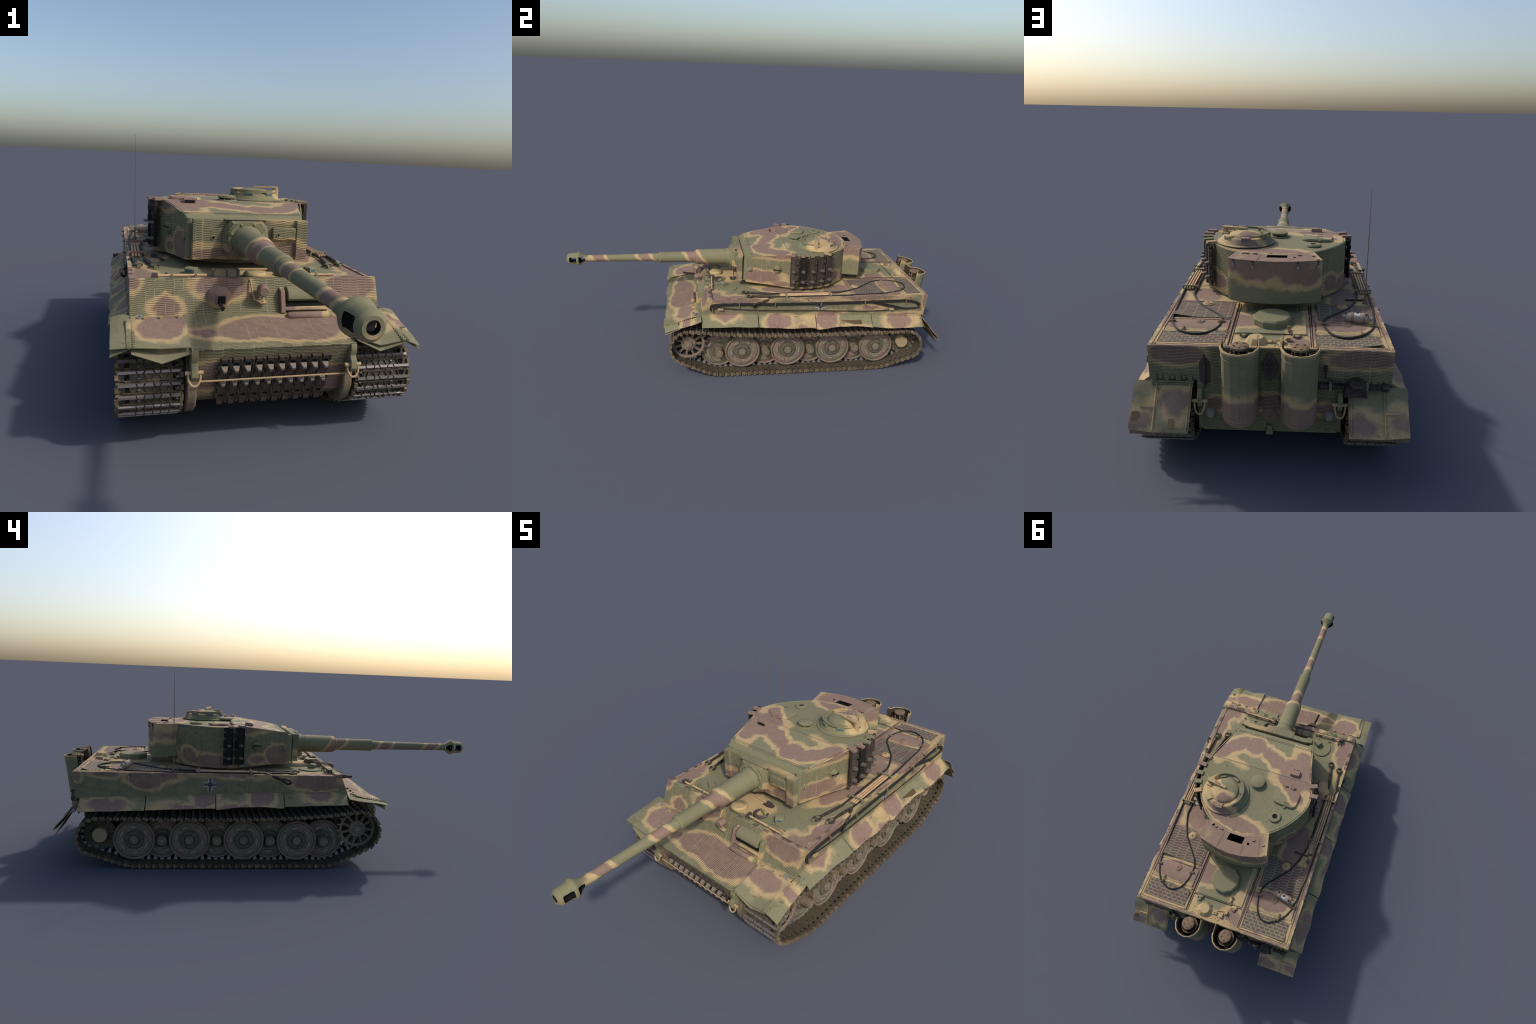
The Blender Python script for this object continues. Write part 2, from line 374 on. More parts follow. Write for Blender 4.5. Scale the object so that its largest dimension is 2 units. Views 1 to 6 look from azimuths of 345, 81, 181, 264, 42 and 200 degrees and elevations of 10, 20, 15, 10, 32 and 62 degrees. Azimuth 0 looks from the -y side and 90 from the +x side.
def dirt_wheel():
    T = Tree('mud_washed_wheel_paint'); oi = T.n('ObjectInfo')
    Q = T.vmath('ADD', T.P, T.vmath('MULTIPLY', oi.outputs['Random'], (0, 5.0, 9.0)))
    n = T.noise(Q, 13, 3, .5); f = T.noise(Q, 300, 3, .6)
    c = T.mix(T.rng(n, .42, .54), (.140, .128, .086), (.190, .132, .104))
    c = T.mix(T.rng(T.noise(Q, 22, 4, .6), .45, .7, 0, .75), c, (.215, .165, .118))
    c = T.mix(1.0, c, T.grey(T.rng(f, .25, .75, .75, 1.2, False)), 'MULTIPLY')
    c = T.mix(T.rng(T.noise(Q, 90, 5, .7), .6, .7, 0, .5), c, (.09, .065, .04))
    return T.finish(c, .8, f, .3, .001)
M_wheel = dirt_wheel()
M_tyre = plain('worn_wheel_rim', (.165, .125, .080), .2, 40, .8, col2=(.125, .095, .063), rand=.15)
M_bolt = plain('worn_steel_bolt', (.245, .212, .172), .2, 80, .5, metal=.2)
M_hubdark = plain('grimy_hub_steel', (.10, .085, .06), .25, 60, .75, col2=(.07, .06, .045))
M_track = plain('muddy_track_steel', (.090, .071, .046), .3, 90, .7, metal=.15, col2=(.066, .056, .040), spots=(.13, .085, .042), rand=.3)
M_bar = plain('polished_track_steel', (.225, .200, .180), .3, 120, .45, metal=.45, spots=(.10, .075, .05), rand=.25)
M_lug = plain('rusty_track_lug', (.155, .108, .060), .25, 90, .75, col2=(.090, .078, .054), rand=.6)
M_horn = plain('bare_guide_horn', (.22, .21, .205), .2, 80, .45, metal=.5)
M_horn2 = plain('worn_spare_horn', (.15, .125, .105), .2, 80, .5, metal=.3)
M_horn3 = plain('scuffed_spare_horn', (.225, .185, .15), .25, 80, .55, metal=.2)
M_spare = plain('rust_brown_spare_track', (.074, .055, .042), .3, 80, .7, metal=.1, col2=(.045, .036, .030), rand=.2)
M_tool = plain('dark_tool_steel', (.085, .066, .060), .25, 80, .55, metal=.35)
M_cable = plain('greasy_steel_cable', (.022, .020, .019), .3, 200, .6)
M_eye = plain('blackened_cable_eye', (.035, .028, .024), .3, 90, .55, metal=.3, col2=(.075, .055, .045))
M_wood = plain('oiled_wood', (.50, .33, .185), .15, 50, .65, col2=(.42, .27, .15))
M_box = plain('aged_crate_wood', (.25, .195, .13), .2, 40, .8, col2=(.20, .15, .10))
M_dark = plain('dark_opening', (.006, .006, .006), 0, 10, .9, bump=0)
M_rust = plain('rusty_iron', (.20, .13, .075), .25, 70, .8, col2=(.14, .095, .06))
M_patch = plain('flaked_primer', (.185, .125, .065), .08, 30, .85)
M_lamp = plain('canister_paint', (.33, .29, .235), .15, 60, .6, col2=(.29, .22, .185))
M_white = plain('paper_label', (.55, .53, .50), .15, 200, .6)
M_grip = plain('padlock_steel', (.30, .28, .25), .2, 100, .45, metal=.4)
def glass():
    T = Tree('blue_periscope_glass')
    n = T.noise(T.P, 400, 2)
    return T.finish(T.mix(T.rng(n, .4, .6), (.02, .05, .09), (.08, .17, .25)), .15, spec=.6)
M_glass = glass()
def grille(name, w, h, wavy):
    """stamped intake mesh: dark slots between pale bars"""
    T = Tree(name)
    Pp = T.P
    if wavy:
        sp = T.n('SeparateXYZ'); T.put(sp.inputs[0], Pp)
        cb = T.n('CombineXYZ'); T.put(cb.inputs[0], sp.outputs[0])
        T.put(cb.inputs[1], T.math('MULTIPLY_ADD', T.math('SINE', T.math('MULTIPLY', sp.outputs[0], 2*pi/.040)), .0020, sp.outputs[1]))
        Pp = cb.outputs[0]
    b = T.n('TexBrick'); T.put(b.inputs['Vector'], Pp)
    b.offset = 0.5 if not wavy else 0.0; b.squash = 1
    b.inputs['Scale'].default_value = 1; b.inputs['Brick Width'].default_value = w; b.inputs['Row Height'].default_value = h
    b.inputs['Mortar Size'].default_value = h*(.21 if not wavy else .19); b.inputs['Mortar Smooth'].default_value = .5
    n = T.noise(T.P, 16, 3)
    pale = T.mix(T.rng(n, .45, .6), (.220, .180, .125), (.205, .145, .112))
    c = T.mix(b.outputs['Fac'], T.mix(1.0, pale, (.50, .48, .50), 'MULTIPLY'), pale)
    c = T.mix(1.0, c, T.grey(T.rng(T.noise(T.P, 300, 2), .25, .75, .85, 1.15, False)), 'MULTIPLY')
    return T.finish(c, .8, b.outputs['Fac'], .6, .001)
M_grf = grille('wavy_intake_mesh', .0400, .0136, True)
M_grr = grille('straight_intake_mesh', .0245, .0152, False)

# ------------------------------------------------------------------ the tank
tank = bpy.data.objects.new('heavy_tank', None)
bpy.context.scene.collection.objects.link(tank)
tank['label'] = 'heavy tank in green, brown and sand camouflage with ridged paste'
tank['category'] = 'tank'

HW = .3755          # half width of the superstructure
DZ = .415           # deck height
# ---- hull: superstructure block, tub, nose
h = Part()
h.prism([(-.250, DZ), (-.285, .345), (-.285, .315), (.884, .300), (.8957, DZ)], 'x', -HW, HW)
hull = h.done('hull', [M_deck], tank)
for sx in (-1, 1):                                        # pasted side plates
    p = Part(); p.prism([(-.2625, .4185), (-.296, .345), (-.2955, .320), (.8835, .300), (.8957, .4172)], 'x', sx*(HW-.012), sx*(HW+.0012))
    p.done('side_armour', M_side, hull)
p = Part(); p.prism([(-.2370, .4175), (-.2400, .4235), (-.2632, .4255), (-.3035, .3290), (-.270, .3290)], 'x', -.3772, .3772)
p.done('front_armour', M_front, hull, bev=.0012)
p = Part(); p.prism([(.8945, .4165), (.8970, .4165), (.8672, .118), (.862, .114), (.855, .118)], 'x', -.228, .228)
p.prism([(.888, .4168), (.8972, .4168), (.8860, .300), (.878, .300)], 'x', -HW-.0005, HW+.0005)
p.done('rear_armour', M_rear, hull)
p = Part()                                                # deck edge strip with weld line
for sx in (-1, 1): p.box((sx*.367, .32, .4165), (.004, 1.13, .003))
p.box((0, .889, .4172), (.70, .010, .002))
p.done('deck_weld_strip', M_deck, hull)
p = Part(); p.prism([(-.300, .3325), (-.4755, .2905), (-.4765, .2865), (-.40, .280), (-.29, .310)], 'x', -.2275, .2275)
p.done('glacis', M_glacis, hull, bev=.001)
p = Part(); p.prism([(-.4735, .2865), (-.417, .135), (-.39, .112), (.80, .109), (.855, .116), (.880, .32), (-.29, .32)], 'x', -.2085, .2085)
p.done('hull_tub', [M_low], hull)
p = Part(); p.prism([(-.4755, .2870), (-.4185, .134), (-.41, .134), (-.46, .2870)], 'x', -.2075, .2075)
p.done('nose_armour', M_front, hull)
for sx in (-1, 1):                                        # side plates carried forward round the nose
    p = Part()
    p.prism([(-.475, .288), (-.470, .24), (-.455, .20), (-.42, .13), (-.30, .13), (-.30, .29)], 'x', sx*.2075, sx*.222)
    p.lathe([(0, 0), (0, .090), (.004, .0945), (.026, .0945), (.030, .088), (.030, 0)], (sx*.206, -.361, .1715), (sx, 0, 0), 14, .2)
    p.done('nose_side_plate', M_low, hull, bev=.002)
    p = Part()                                            # tow lug
    lug = [(-.455, .290), (-.474, .290), (-.4795, .284), (-.481, .268), (-.476, .254), (-.488, .240), (-.490, .220), (-.481, .208), (-.466, .210), (-.440, .25)]
    p.prism(lug, 'x', sx*.210, sx*.2285)
    p.done('tow_lug', M_green, hull, bev=.002)
    p = Part()
    p.cyl((sx*.196, -.478, .229), (sx*.243, -.478, .229), .0055, seg=12)
    p.tube(smooth_path([(sx*.204, -.478, .228), (sx*.2045, -.483, .212), (sx*.213, -.487, .198), (sx*.226, -.487, .198), (sx*.2345, -.483, .212), (sx*.235, -.478, .228)], 4), .0032)
    p.done('tow_shackle', M_sandp, hull)
# final drive housing hint behind the sprocket
for sx in (-1, 1):
    p = Part(); p.lathe([(0, .075), (.03, .07), (.045, .045), (.07, .04)], (sx*.205, -.36, .172), (sx, 0, 0), 20)
    p.done('final_drive', M_low, hull)

# ---- front plate fittings
p = Part()
p.dome((-.125, -.284, .370), (0, -1, -.18), .0385, .026, 20, 5)
mgm = p.done('machine_gun_ball_mount', camo('camouflage_ball_paint', [((-.125, -.3, .395), (.05, .1, .03), (0, 0, 0))]), hull)
p = Part()
p.box((-.122, -.302, .374), (.030, .02, .030)); p.m = 1
p.box((-.122, -.3075, .374), (.022, .012, .022))
p.done('gun_port', [M_brownp, M_dark], hull)
p = Part()
a = Vector((-.124, -.300, .360)); b = Vector((-.1333, -.387, .3700)); d = (b-a).normalized()
p.cyl(a, b, .0045, seg=10)
for k in range(9):
    c = a + d*(.022+.0065*k); p.cyl(c, c+d*.0035, .0058, seg=10)
p.cyl(b-d*.008, b, .0055, .0065, seg=10)
p.done('machine_gun', M_eye, hull)
# driver visor
p = Part()
for x, w in ((.064, .014), (.207, .017)): p.prism([(-.264, .402), (-.298, .394), (-.318, .332), (-.30, .326)], 'x', x-w/2, x+w/2)
p.box((.135, -.305, .341), (.135, .020, .012), (-20, 0, 0))
p.done('visor_frame', camo('camouflage_visor_paint', [((.06, -.3, .35), (.04, .1, .05), (0, 0, 0)), ((.14, -.3, .33), (.05, .1, .012), (0, 0, 0))], warp=.006), hull, bev=.002)
p = Part(); prof = [(-.266, .404), (-.288, .401), (-.301, .393), (-.308, .381), (-.309, .370), (-.300, .363), (-.280, .366)]
p.prism(prof, 'x', .079, .190); p.done('visor_flap', M_green, hull, bev=.002)
p = Part(); p.box((.136, -.2945, .355), (.126, .010, .018), (-25, 0, 0)); p.done('visor_slot', M_dark, hull)
p = Part(); p.lathe([(0, 0), (.0, .007), (.006, .0115), (.129, .0115), (.137, .007), (.137, 0)], (.0715, -.333, .3285), (1, 0, 0), 12)
p.done('splash_bar', camo('camouflage_bar_paint', [((.11, -.3, .33), (.07, .1, .1), (0, 0, 0))], warp=.006), hull)
# head lamp
p = Part(); p.lathe([(0, 0), (.0, .012), (.006, .0165), (.03, .0165), (.034, .013), (.034, 0)], (.001, -.289, .401), (0, -1, -.1), 14)
p.m = 1; p.cyl((.001, -.302, .388), (.004, -.304, .362), .004); p.box((.004, -.302, .362), (.02, .014, .004), (20, 0, 0))
p.m = 2; p.tube([(-.030, -.262, .423), (-.030, -.272, .420), (-.024, -.305, .372), (-.010, -.308, .365), (.002, -.305, .370)], .003, 6)
p.done('head_lamp', [M_brownp, M_sandp, M_sandp], hull)

# ---- front deck fittings
for sx in (-1, 1):
    c = (sx*.2145, -.153, DZ)
    p = Part(); p.lathe([(0, .0505), (.0035, .0505), (.0055, .0485), (.0055, 0)], c, (0, 0, 1), 28)
    p.done('driver_hatch', M_green, hull)
    p = Part(); ang = 35*sx
    R = Matrix.Rotation(rad(ang), 4, 'Z'); o = Vector((sx*.190, -.171, DZ+.0055))
    prof = [(-.016, 0), (-.016, .017), (-.010, .0195), (.010, .0195), (.016, .008), (.016, 0)]
    vs = [o + R @ Vector((x, y, z)) for x in (-.017, .017) for y, z in prof]
    p.add(vs, [tuple(range(6)), tuple(range(11, 5, -1))]+[(i, i+6, (i+1) % 6+6, (i+1) % 6) for i in range(6)])
    p.m = 1
    vs = [o + R @ Vector((x, y, z)) for y in (-.0168, -.012) for x, z in ((-.011, .005), (.011, .005), (.011, .0135), (-.011, .0135))]
    p.add(vs, [(0, 1, 2, 3), (7, 6, 5, 4), (0, 4, 5, 1), (1, 5, 6, 2), (2, 6, 7, 3), (3, 7, 4, 0)])
    p.done('hatch_periscope', [M_green, M_glass], hull, bev=.0012)
    p = Part()
    for q in (-.03, .03): p.box((sx*.2145+q, -.205, DZ+.004), (.008, .006, .008))
    p.done('hatch_hinge', M_green, hull)
p = Part(); p.lathe([(0, .036), (.011, .036), (.0175, .0295), (.0185, 0)], (.001, -.204, DZ), (0, 0, 1), 14)
p.done('fan_cover', camo('camouflage_fan_paint', [], sands=[((.012, -.22, .42), (.03, .022, .1), (0, 0, 0)), ((.03, -.19, .42), (.012, .03, .1), (0, 0, 0))]), hull)
p = Part(); p.box((-.091, -.205, DZ+.0125), (.080, .034, .024), (0, 0, 2)); p.m = 1
for q in (-.034, 0, .034): p.box((-.091+q, -.205, DZ+.0128), (.006, .0355, .0265), (0, 0, 2))
p.done('spare_part_crate', [M_box, M_hubdark], hull, bev=.0008)
# hammer and axe across the deck behind the front plate
p = Part(); p.cyl((.082, -.231, .428), (.246, -.236, .428), .0042, seg=10); p.m = 1
p.box((.079, -.230, .428), (.014, .032, .013), (0, 0, 12), .9)
p.m = 2
for x in (.112, .190): p.box((x, -.2335, .4235), (.006, .013, .017))
p.done('sledge_hammer', [M_wood, M_tool, M_green], hull)
p = Part(); p.cyl((-.153, -.228, .428), (-.300, -.230, .428), .0042, seg=10); p.m = 1
p.box((-.304, -.229, .427), (.018, .020, .016), (0, 0, 0), .85); p.box((-.302, -.213, .421), (.02, .003, .004)); p.box((-.311, -.206, .421), (.003, .014, .004)); p.box((-.293, -.206, .421), (.003, .014, .004))
p.m = 2
for x in (-.185, -.255): p.box((x, -.229, .4235), (.006, .013, .017))
p.done('axe', [M_wood, M_tool, M_green], hull)
# tow shackle laid on the deck
p = Part()
arc = [(.102+.026*cos(a)*1.0, -.180+.030*sin(a), .4195) for a in [rad(g) for g in range(150, 395, 20)]]
p.tube(arc, [.004+.0045*sin(pi*k/(len(arc)-1)) for k in range(len(arc))], 8); p.m = 1
p.cyl((.082, -.160, .422), (.132, -.188, .422), .003); p.box((.098, -.165, .422), (.008, .012, .008), (0, 0, -30)); p.box((.128, -.190, .422), (.007, .01, .008), (0, 0, -30))
p.done('stowed_shackle', [M_tool, M_green], hull)
# shovel
p = Part(); p.cyl((-.029, -.104, .4195), (.066, -.112, .4195), .0028, seg=8); p.m = 1
p.sheet(lambda u, v: (.062+.05*u, -.112+(v-.5)*(.034 if u < .6 else .034*(1-(u-.6)*1.4))-.005*u, .4195-.002*cos((v-.5)*pi)), 6, 6, .0015)
p.done('shovel', [M_wood, M_tool], hull)

# ---- skirts
SK = [-.294, -.008, .292, .592, .872]
ztop = [(-.30, .346), (-.008, .3385), (.292, .3275), (.592, .317), (.875, .3015)]
zbot = {1: [(-.294, .293), (-.05, .290), (-.012, .288), (-.004, .287), (.13, .274), (.23, .274), (.288, .270), (.296, .262), (.405, .274), (.507, .273), (.588, .267), (.596, .264), (.717, .254), (.872, .255)],
        -1: [(-.294, .300), (-.10, .292), (-.012, .289), (-.004, .281), (.02, .282), (.09, .287), (.19, .283), (.288, .271), (.296, .278), (.45, .271), (.588, .266), (.596, .263), (.75, .259), (.872, .255)]}
for sx in (1, -1):
    for k in range(4):
        a, b = SK[k]+.0022, SK[k+1]-.0022
        rr = random.Random(40+k+10*sx); amp = rr.uniform(.001, .003); f0 = rr.uniform(0, 6); lift = rr.uniform(-.002, .003)
        def fn(u, v, a=a, b=b, amp=amp, f0=f0, lift=lift):
            y = lerp(a, b, u); zt = interp(y, ztop)-.008; zb = interp(y, zbot[sx])
            x = lerp(.3795, .4315, v) + amp*v*sin(7*u+f0) + .002*v*v*sin(13*u+2*f0) + lift*v*(u-.5)*2
            return (sx*x, y, lerp(zt, zb, v) + .002*sin(pi*v)*sin(5*u+f0))
        p = Part(); p.sheet(fn if sx > 0 else (lambda u, v: fn(1-u, v)), 18, 5, .0025)
        sk = p.done('side_skirt', M_skirt, tank, 50)
        p = Part()
        p.prism([(a, interp(a, ztop)+.002), (b, interp(b, ztop)+.002), (b, interp(b, ztop)-.012), (a, interp(a, ztop)-.012)], 'x', sx*.3765, sx*.3805)
        p.done('skirt_mount_strip', M_skirt, sk)
        p = Part()
        for t in (.05, .35, .68, .95):
            y = lerp(a, b, t); p.dome((sx*.3805, y, interp(y, ztop)-.004), (sx, 0, .2), .0038, .0028, 8, 2)
        p.done('skirt_bolt', M_skirt, sk, kind='stuff')
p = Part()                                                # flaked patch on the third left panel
zl = lambda y, t: (lerp(.3795, .4315, t)+.0032, y, lerp(interp(y, ztop)-.008, interp(y, zbot[1]), t)+.0012)
p.add([zl(.415, .42), zl(.535, .42), zl(.535, .78), zl(.49, .78)], [(0, 1, 2, 3)])
bmesh.ops.solidify(p.bm, geom=p.bm.faces[:], thickness=.0008)
p.done('flaked_patch', M_patch, tank)

# ---- front fenders
for sx in (1, -1):
    front_z = [(.228, .305), (.304, .279), (.378, .2925)] if sx > 0 else [(.228, .2980), (.302, .2985), (.378, .3045)]
    front_y = [(.228, -.475), (.304, -.474), (.378, -.477)] if sx > 0 else [(.228, -.476), (.302, -.478), (.378, -.479)]
    def top(u, v):
        x = lerp(.2285, .3765, u); yf = interp(x, front_y); y = lerp(-.302, yf, v)
        zl_ = interp(y, [(-.48, .296), (-.335, .3325), (-.302, .3295)])
        z = zl_ + (interp(x, front_z)-interp(yf, [(-.48, .296), (-.335, .3325)]))*max(0, v-.25)**2/.5625
        return (sx*x, y, z)
    p = Part(); p.sheet((lambda u, v: top(1-u, v)) if sx > 0 else top, 12, 12, .0022)
    fe = p.done('front_fender', M_fender, tank, 40)
    def flap(u, v):
        x = lerp(.3775, .428, u); y = lerp(-.2955, -.4775+.004*u, v)
        zi = lerp(.3325, .2925 if sx > 0 else .304, v); zo = lerp(.3265, .2705 if sx > 0 else .3005, v)
        return (sx*x, y, lerp(zi, zo, u) + .004*sin(pi*u)*(1-v) - .002*sin(2*pi*v)*u)
    p = Part(); p.sheet((lambda u, v: flap(1-u, v)) if sx > 0 else flap, 6, 10, .0022)
    p.done('fender_flap', M_fender, fe, 40)
    def under(u, v):                                       # bent second sheet below the lip
        q = Vector(top(u, .55+.45*v)); x = abs(q.x)
        dz = .005+(.012 if sx > 0 else .020)*v*(1-abs(x-.302)/.08 if abs(x-.302) < .08 else 0)+(0 if sx > 0 else .010*v)
        return (q.x, q.y-(.013*v*max(0, 1-abs(x-.302)/.08) if sx < 0 else .002*v), q.z-dz)
    p = Part(); p.sheet((lambda u, v: under(1-u, v)) if sx > 0 else under, 8, 5, .002)
    p.done('fender_lip', M_fender, fe, 40)
    def under2(u, v):
        q = Vector(flap(u, .6+.4*v)); return (q.x, q.y+.003, q.z-.003-(.008 if sx > 0 else .019)*v*u)
    p = Part(); p.sheet((lambda u, v: under2(1-u, v)) if sx > 0 else under2, 4, 4, .002)
    p.done('fender_lip', M_fender, fe, 40)
    p = Part()                                             # riveted hinge strip
    for i in range(15):
        t = .20+.79*i/14
        y = lerp(-.2955, -.4775, t); z = lerp(.3325, .2925 if sx > 0 else .304, t)
        for dx in (-.0075, .0065): p.box((sx*(.3775+dx), y, z+.0018+(.006*(1-t) if dx < 0 else -.001)), (.0085, .0070, .0050), (16, 0, 0), .7)
    p.prism([(-.338, .3335), (-.338, .3315), (-.4775, .2905 if sx > 0 else .302), (-.4775, .2925 if sx > 0 else .304)], 'x', sx*.366, sx*.388)
    p.box((sx*.394, -.412, .309), (.026, .007, .005), (14, 0, 0))
    p.done('fender_hinge', M_fender, fe, kind='stuff')
    p = Part()
    for x in (.243, .292, .335): p.box((sx*x, -.3355, .3345), (.010, .007, .006)); p.box((sx*(x+.004), -.3355, .3370), (.002, .009, .006))
    p.box((sx*.367, -.3345, .3345), (.012, .008, .006))
    p.done('fender_latch', M_sandp, fe)
    p = Part(); p.lathe([(0, .0095), (.005, .0095), (.005, .0045), (0, .0045)], (sx*.352, -.327, .3325), (0, -.2, 1), 16)
    p.done('lamp_socket', M_grip, fe)

# ---- rear fenders
for sx in (1, -1):
    prof = [(0, (.882, .288)), (.3, (.902, .256)), (.6, (.930, .222)), (1, (.9715, .1640))]
    PY = lambda v: interp(v, [(t, q[0]) for t, q in prof]); PZ = lambda v: interp(v, [(t, q[1]) for t, q in prof])
    def main(u, v):
        x = lerp(.2425, .352, u); bulge = .003*sin(pi*u)*sin(pi*v)
        return (sx*x, PY(v)+bulge, PZ(v)+bulge*.6)
    p = Part(); p.sheet(main if sx > 0 else (lambda u, v: main(1-u, v)), 8, 12, .0022)
    rf = p.done('rear_fender', M_rfender, tank, 45)
    def side(u, v):
        x = lerp(.353, .4255, u)
        y = lerp(PY(v), interp(v, [(0, .876), (.5, .928), (1, .9715)]), u); z = lerp(PZ(v), interp(v, [(0, .288), (.5, .232), (1, .174)]), u)
        return (sx*x, y+.003*sin(9*v)*u, z)
    p = Part(); p.sheet(side if sx > 0 else (lambda u, v: side(1-u, v)), 6, 12, .0022)
    p.done('rear_fender_flap', M_rfender, rf, 45)
    def low(u, v):
        x = lerp(.248, .4255, u); t = .5+.5*v
        return (sx*x, PY(t)-.006-.002*v, PZ(t)-.008*v-.003)
    p = Part(); p.sheet(low if sx > 0 else (lambda u, v: low(1-u, v)), 6, 6, .002)
    p.done('rear_fender_lining', M_rust, rf, 45)
    p = Part()
    for x in (.250, .353): p.tube([(sx*x, PY(v)+.003, PZ(v)+.003) for v in (0, .15, .3, .45, .6, .8, .97)], .0028, 6)
    p.box((sx*.375, .9295, .2270), (.045, .006, .008), (-55, 0, 0))
    p.done('fender_rib', M_rfender, rf)
    p = Part()
    p.box((sx*.304, .890, .295), (.134, .010, .006)); p.box((sx*.304, .886, .283), (.128, .006, .018))
    for i in range(7): p.box((sx*(.248+.0185*i), .887, .3075), (.009 if i % 2 else .014, .008, .012 if i % 2 else .017))
    p.done('fender_hinge_bar', M_rear, rf)
    p = Part()
    p.sheet(lambda u, v: (sx*lerp(.3775, .4305, u), lerp(.872, .884, u*v), lerp(.300, .262, u)-.012*v), 4, 2, .002)
    p.done('skirt_end_web', M_low, rf)

# ---- running gear
# wheel: local x axis is the axle, face toward +x
def wheel_mesh():
    p = Part()
    p.lathe([(-.030, .030), (-.030, .0895), (-.027, .0925), (-.003, .0925), (0, .0905)], (0, 0, 0), (1, 0, 0), 48)
    p.m = 1
    p.lathe([(0, .0905), (.0015, .088), (.001, .0845), (-.0030, .0815)], (0, 0, 0), (1, 0, 0), 48)
    p.lathe([(-.0040, .0785), (-.0025, .074), (-.001, .066), (-.0015, .050), (-.004, .0445)], (0, 0, 0), (1, 0, 0), 48)
    p.m = 3; p.lathe([(-.0030, .0815), (-.0050, .0805), (-.0040, .0785)], (0, 0, 0), (1, 0, 0), 48); p.m = 1
    p.lathe([(-.030, .0895), (-.025, .075), (-.025, .030)], (0, 0, 0), (1, 0, 0), 32)
    p.m = 3
    p.lathe([(-.004, .0445), (-.0035, .041), (.001, .040), (.002, .038), (.002, .024), (-.001, .0215), (-.001, .018)], (0, 0, 0), (1, 0, 0), 32)
    p.m = 2
    for i in range(18):
        g = 2*pi*i/18; p.dome((.002, .0325*cos(g), .0325*sin(g)), (1, 0, 0), .0021, .0018, 6, 2)
    p.m = 1
    p.lathe([(-.001, .0205), (.006, .0205), (.009, .0175), (.009, 0)], (0, 0, 0), (1, 0, 0), 8)
    p.m = 2
    for i in range(5):
        g = 2*pi*i/5; p.dome((.009, .0105*cos(g), .0105*sin(g)), (1, 0, 0), .0023, .0015, 6, 2)
    p.lathe([(.009, .0055), (.0105, .0055), (.0105, 0)], (0, 0, 0), (1, 0, 0), 6)
    for i in range(6):                                      # six pressed oval bosses
        g = 2*pi*i/6+.25; t = Vector((0, -sin(g), cos(g))); c = Vector((-.001, .0585*cos(g), .0585*sin(g)))
        n = 7
        ring = []
        for L, hh in ((1.32, -.0004), (1.0, -.0002), (.86, .0028), (.6, .0028)):
            for e in (1, -1):
                for k in range(n):
                    q = -pi/2+pi*k/(n-1)
                    ring.append(c + Vector((hh, 0, 0)) + e*(t*(.0125+.0072*L*cos(q)) + Vector((0, cos(g), sin(g)))*.0072*L*sin(q)))
        m = 2*n
        p.m = 3
        p.add(ring[:2*m], [(k, (k+1) % m, m+(k+1) % m, m+k) for k in range(m)]); ring = ring[m:]
        p.m = 1
        p.add(ring, [(k, (k+1) % m, m+(k+1) % m, m+k) for k in range(m)] + [(m+k, m+(k+1) % m, 2*m+(k+1) % m, 2*m+k) for k in range(m)] + [tuple(range(2*m, 3*m))])
        p.m = 2
        for e in (-1, 1): p.dome(c+Vector((.0025, 0, 0))+t*(.0115*e), (1, 0, 0), .0047, .002, 8, 2)
        p.box(c+Vector((.0022, 0, 0)), (.003, .0095, .014), (math.degrees(g), 0, 0))
    return p.mesh('road_wheel', [M_tyre, M_wheel, M_bolt, M_hubdark], 30)
WM = wheel_mesh()
p = Part()                                                  # inner-row axle end cap
p.lathe([(-.08, .024), (-.006, .021), (0, .0205), (.0, .018), (.001, 0)], (0, 0, 0), (1, 0, 0), 16)
p.m = 1
for i in range(5):
    g = 2*pi*i/5; p.dome((.001, .011*cos(g), .011*sin(g)), (1, 0, 0), .003, .002, 6, 2)
p.lathe([(.001, .006), (.003, .006), (.003, 0)], (0, 0, 0), (1, 0, 0), 6)
CAPM = p.mesh('axle_cap', [M_tyre, M_bolt])
for sx in (1, -1):
    zr = 0 if sx > 0 else pi
    for i, y in enumerate((-.081, .160, .402, .644)):
        inst('road_wheel', WM, tank, (sx*.364, y, .1135), (RND.uniform(0, 6), 0, zr))
        inst('road_wheel', WM, tank, (sx*.285, y, .1135), (RND.uniform(0, 6), 0, zr))
    for i, y in enumerate((-.204, .041, .281, .523)):
        w = inst('road_wheel', WM, tank, (sx*.338, y, .1135), (RND.uniform(0, 6), 0, zr))
        inst('axle_cap', CAPM, w, (.040, 0, 0))
# sprocket
p = Part(); N = 20
for x0 in (0.0, -.098):
    p.m = 0
    p.lathe([(x0-.006, .070), (x0-.006, .0835), (x0, .0845), (x0+.002, .082), (x0+.002, .073), (x0-.002, .070), (x0-.006, .070)], (0, 0, 0), (1, 0, 0), 40)
    p.m = 1
    for i in range(N):
        g = 2*pi*i/N; c = lambda r, a: (r*cos(g+a), r*sin(g+a))
        p.prism([c(.082, -.075), c(.097, -.012), c(.097, .012), c(.082, .075)], 'x', x0-.007, x0-.001)
    p.m = 2
    for i in range(40):
        g = 2*pi*i/40; p.dome((x0+.0015, .0775*cos(g), .0775*sin(g)), (1, 0, 0), .0022, .0015, 6, 2)
    p.m = 3
    for i in range(11):
        g = 2*pi*i/11+pi/2
        c = Vector((x0-.006, .056*cos(g), .056*sin(g)))
        p.box(c, (.010, .040, .011), (math.degrees(g), 0, 0))
p.m = 0
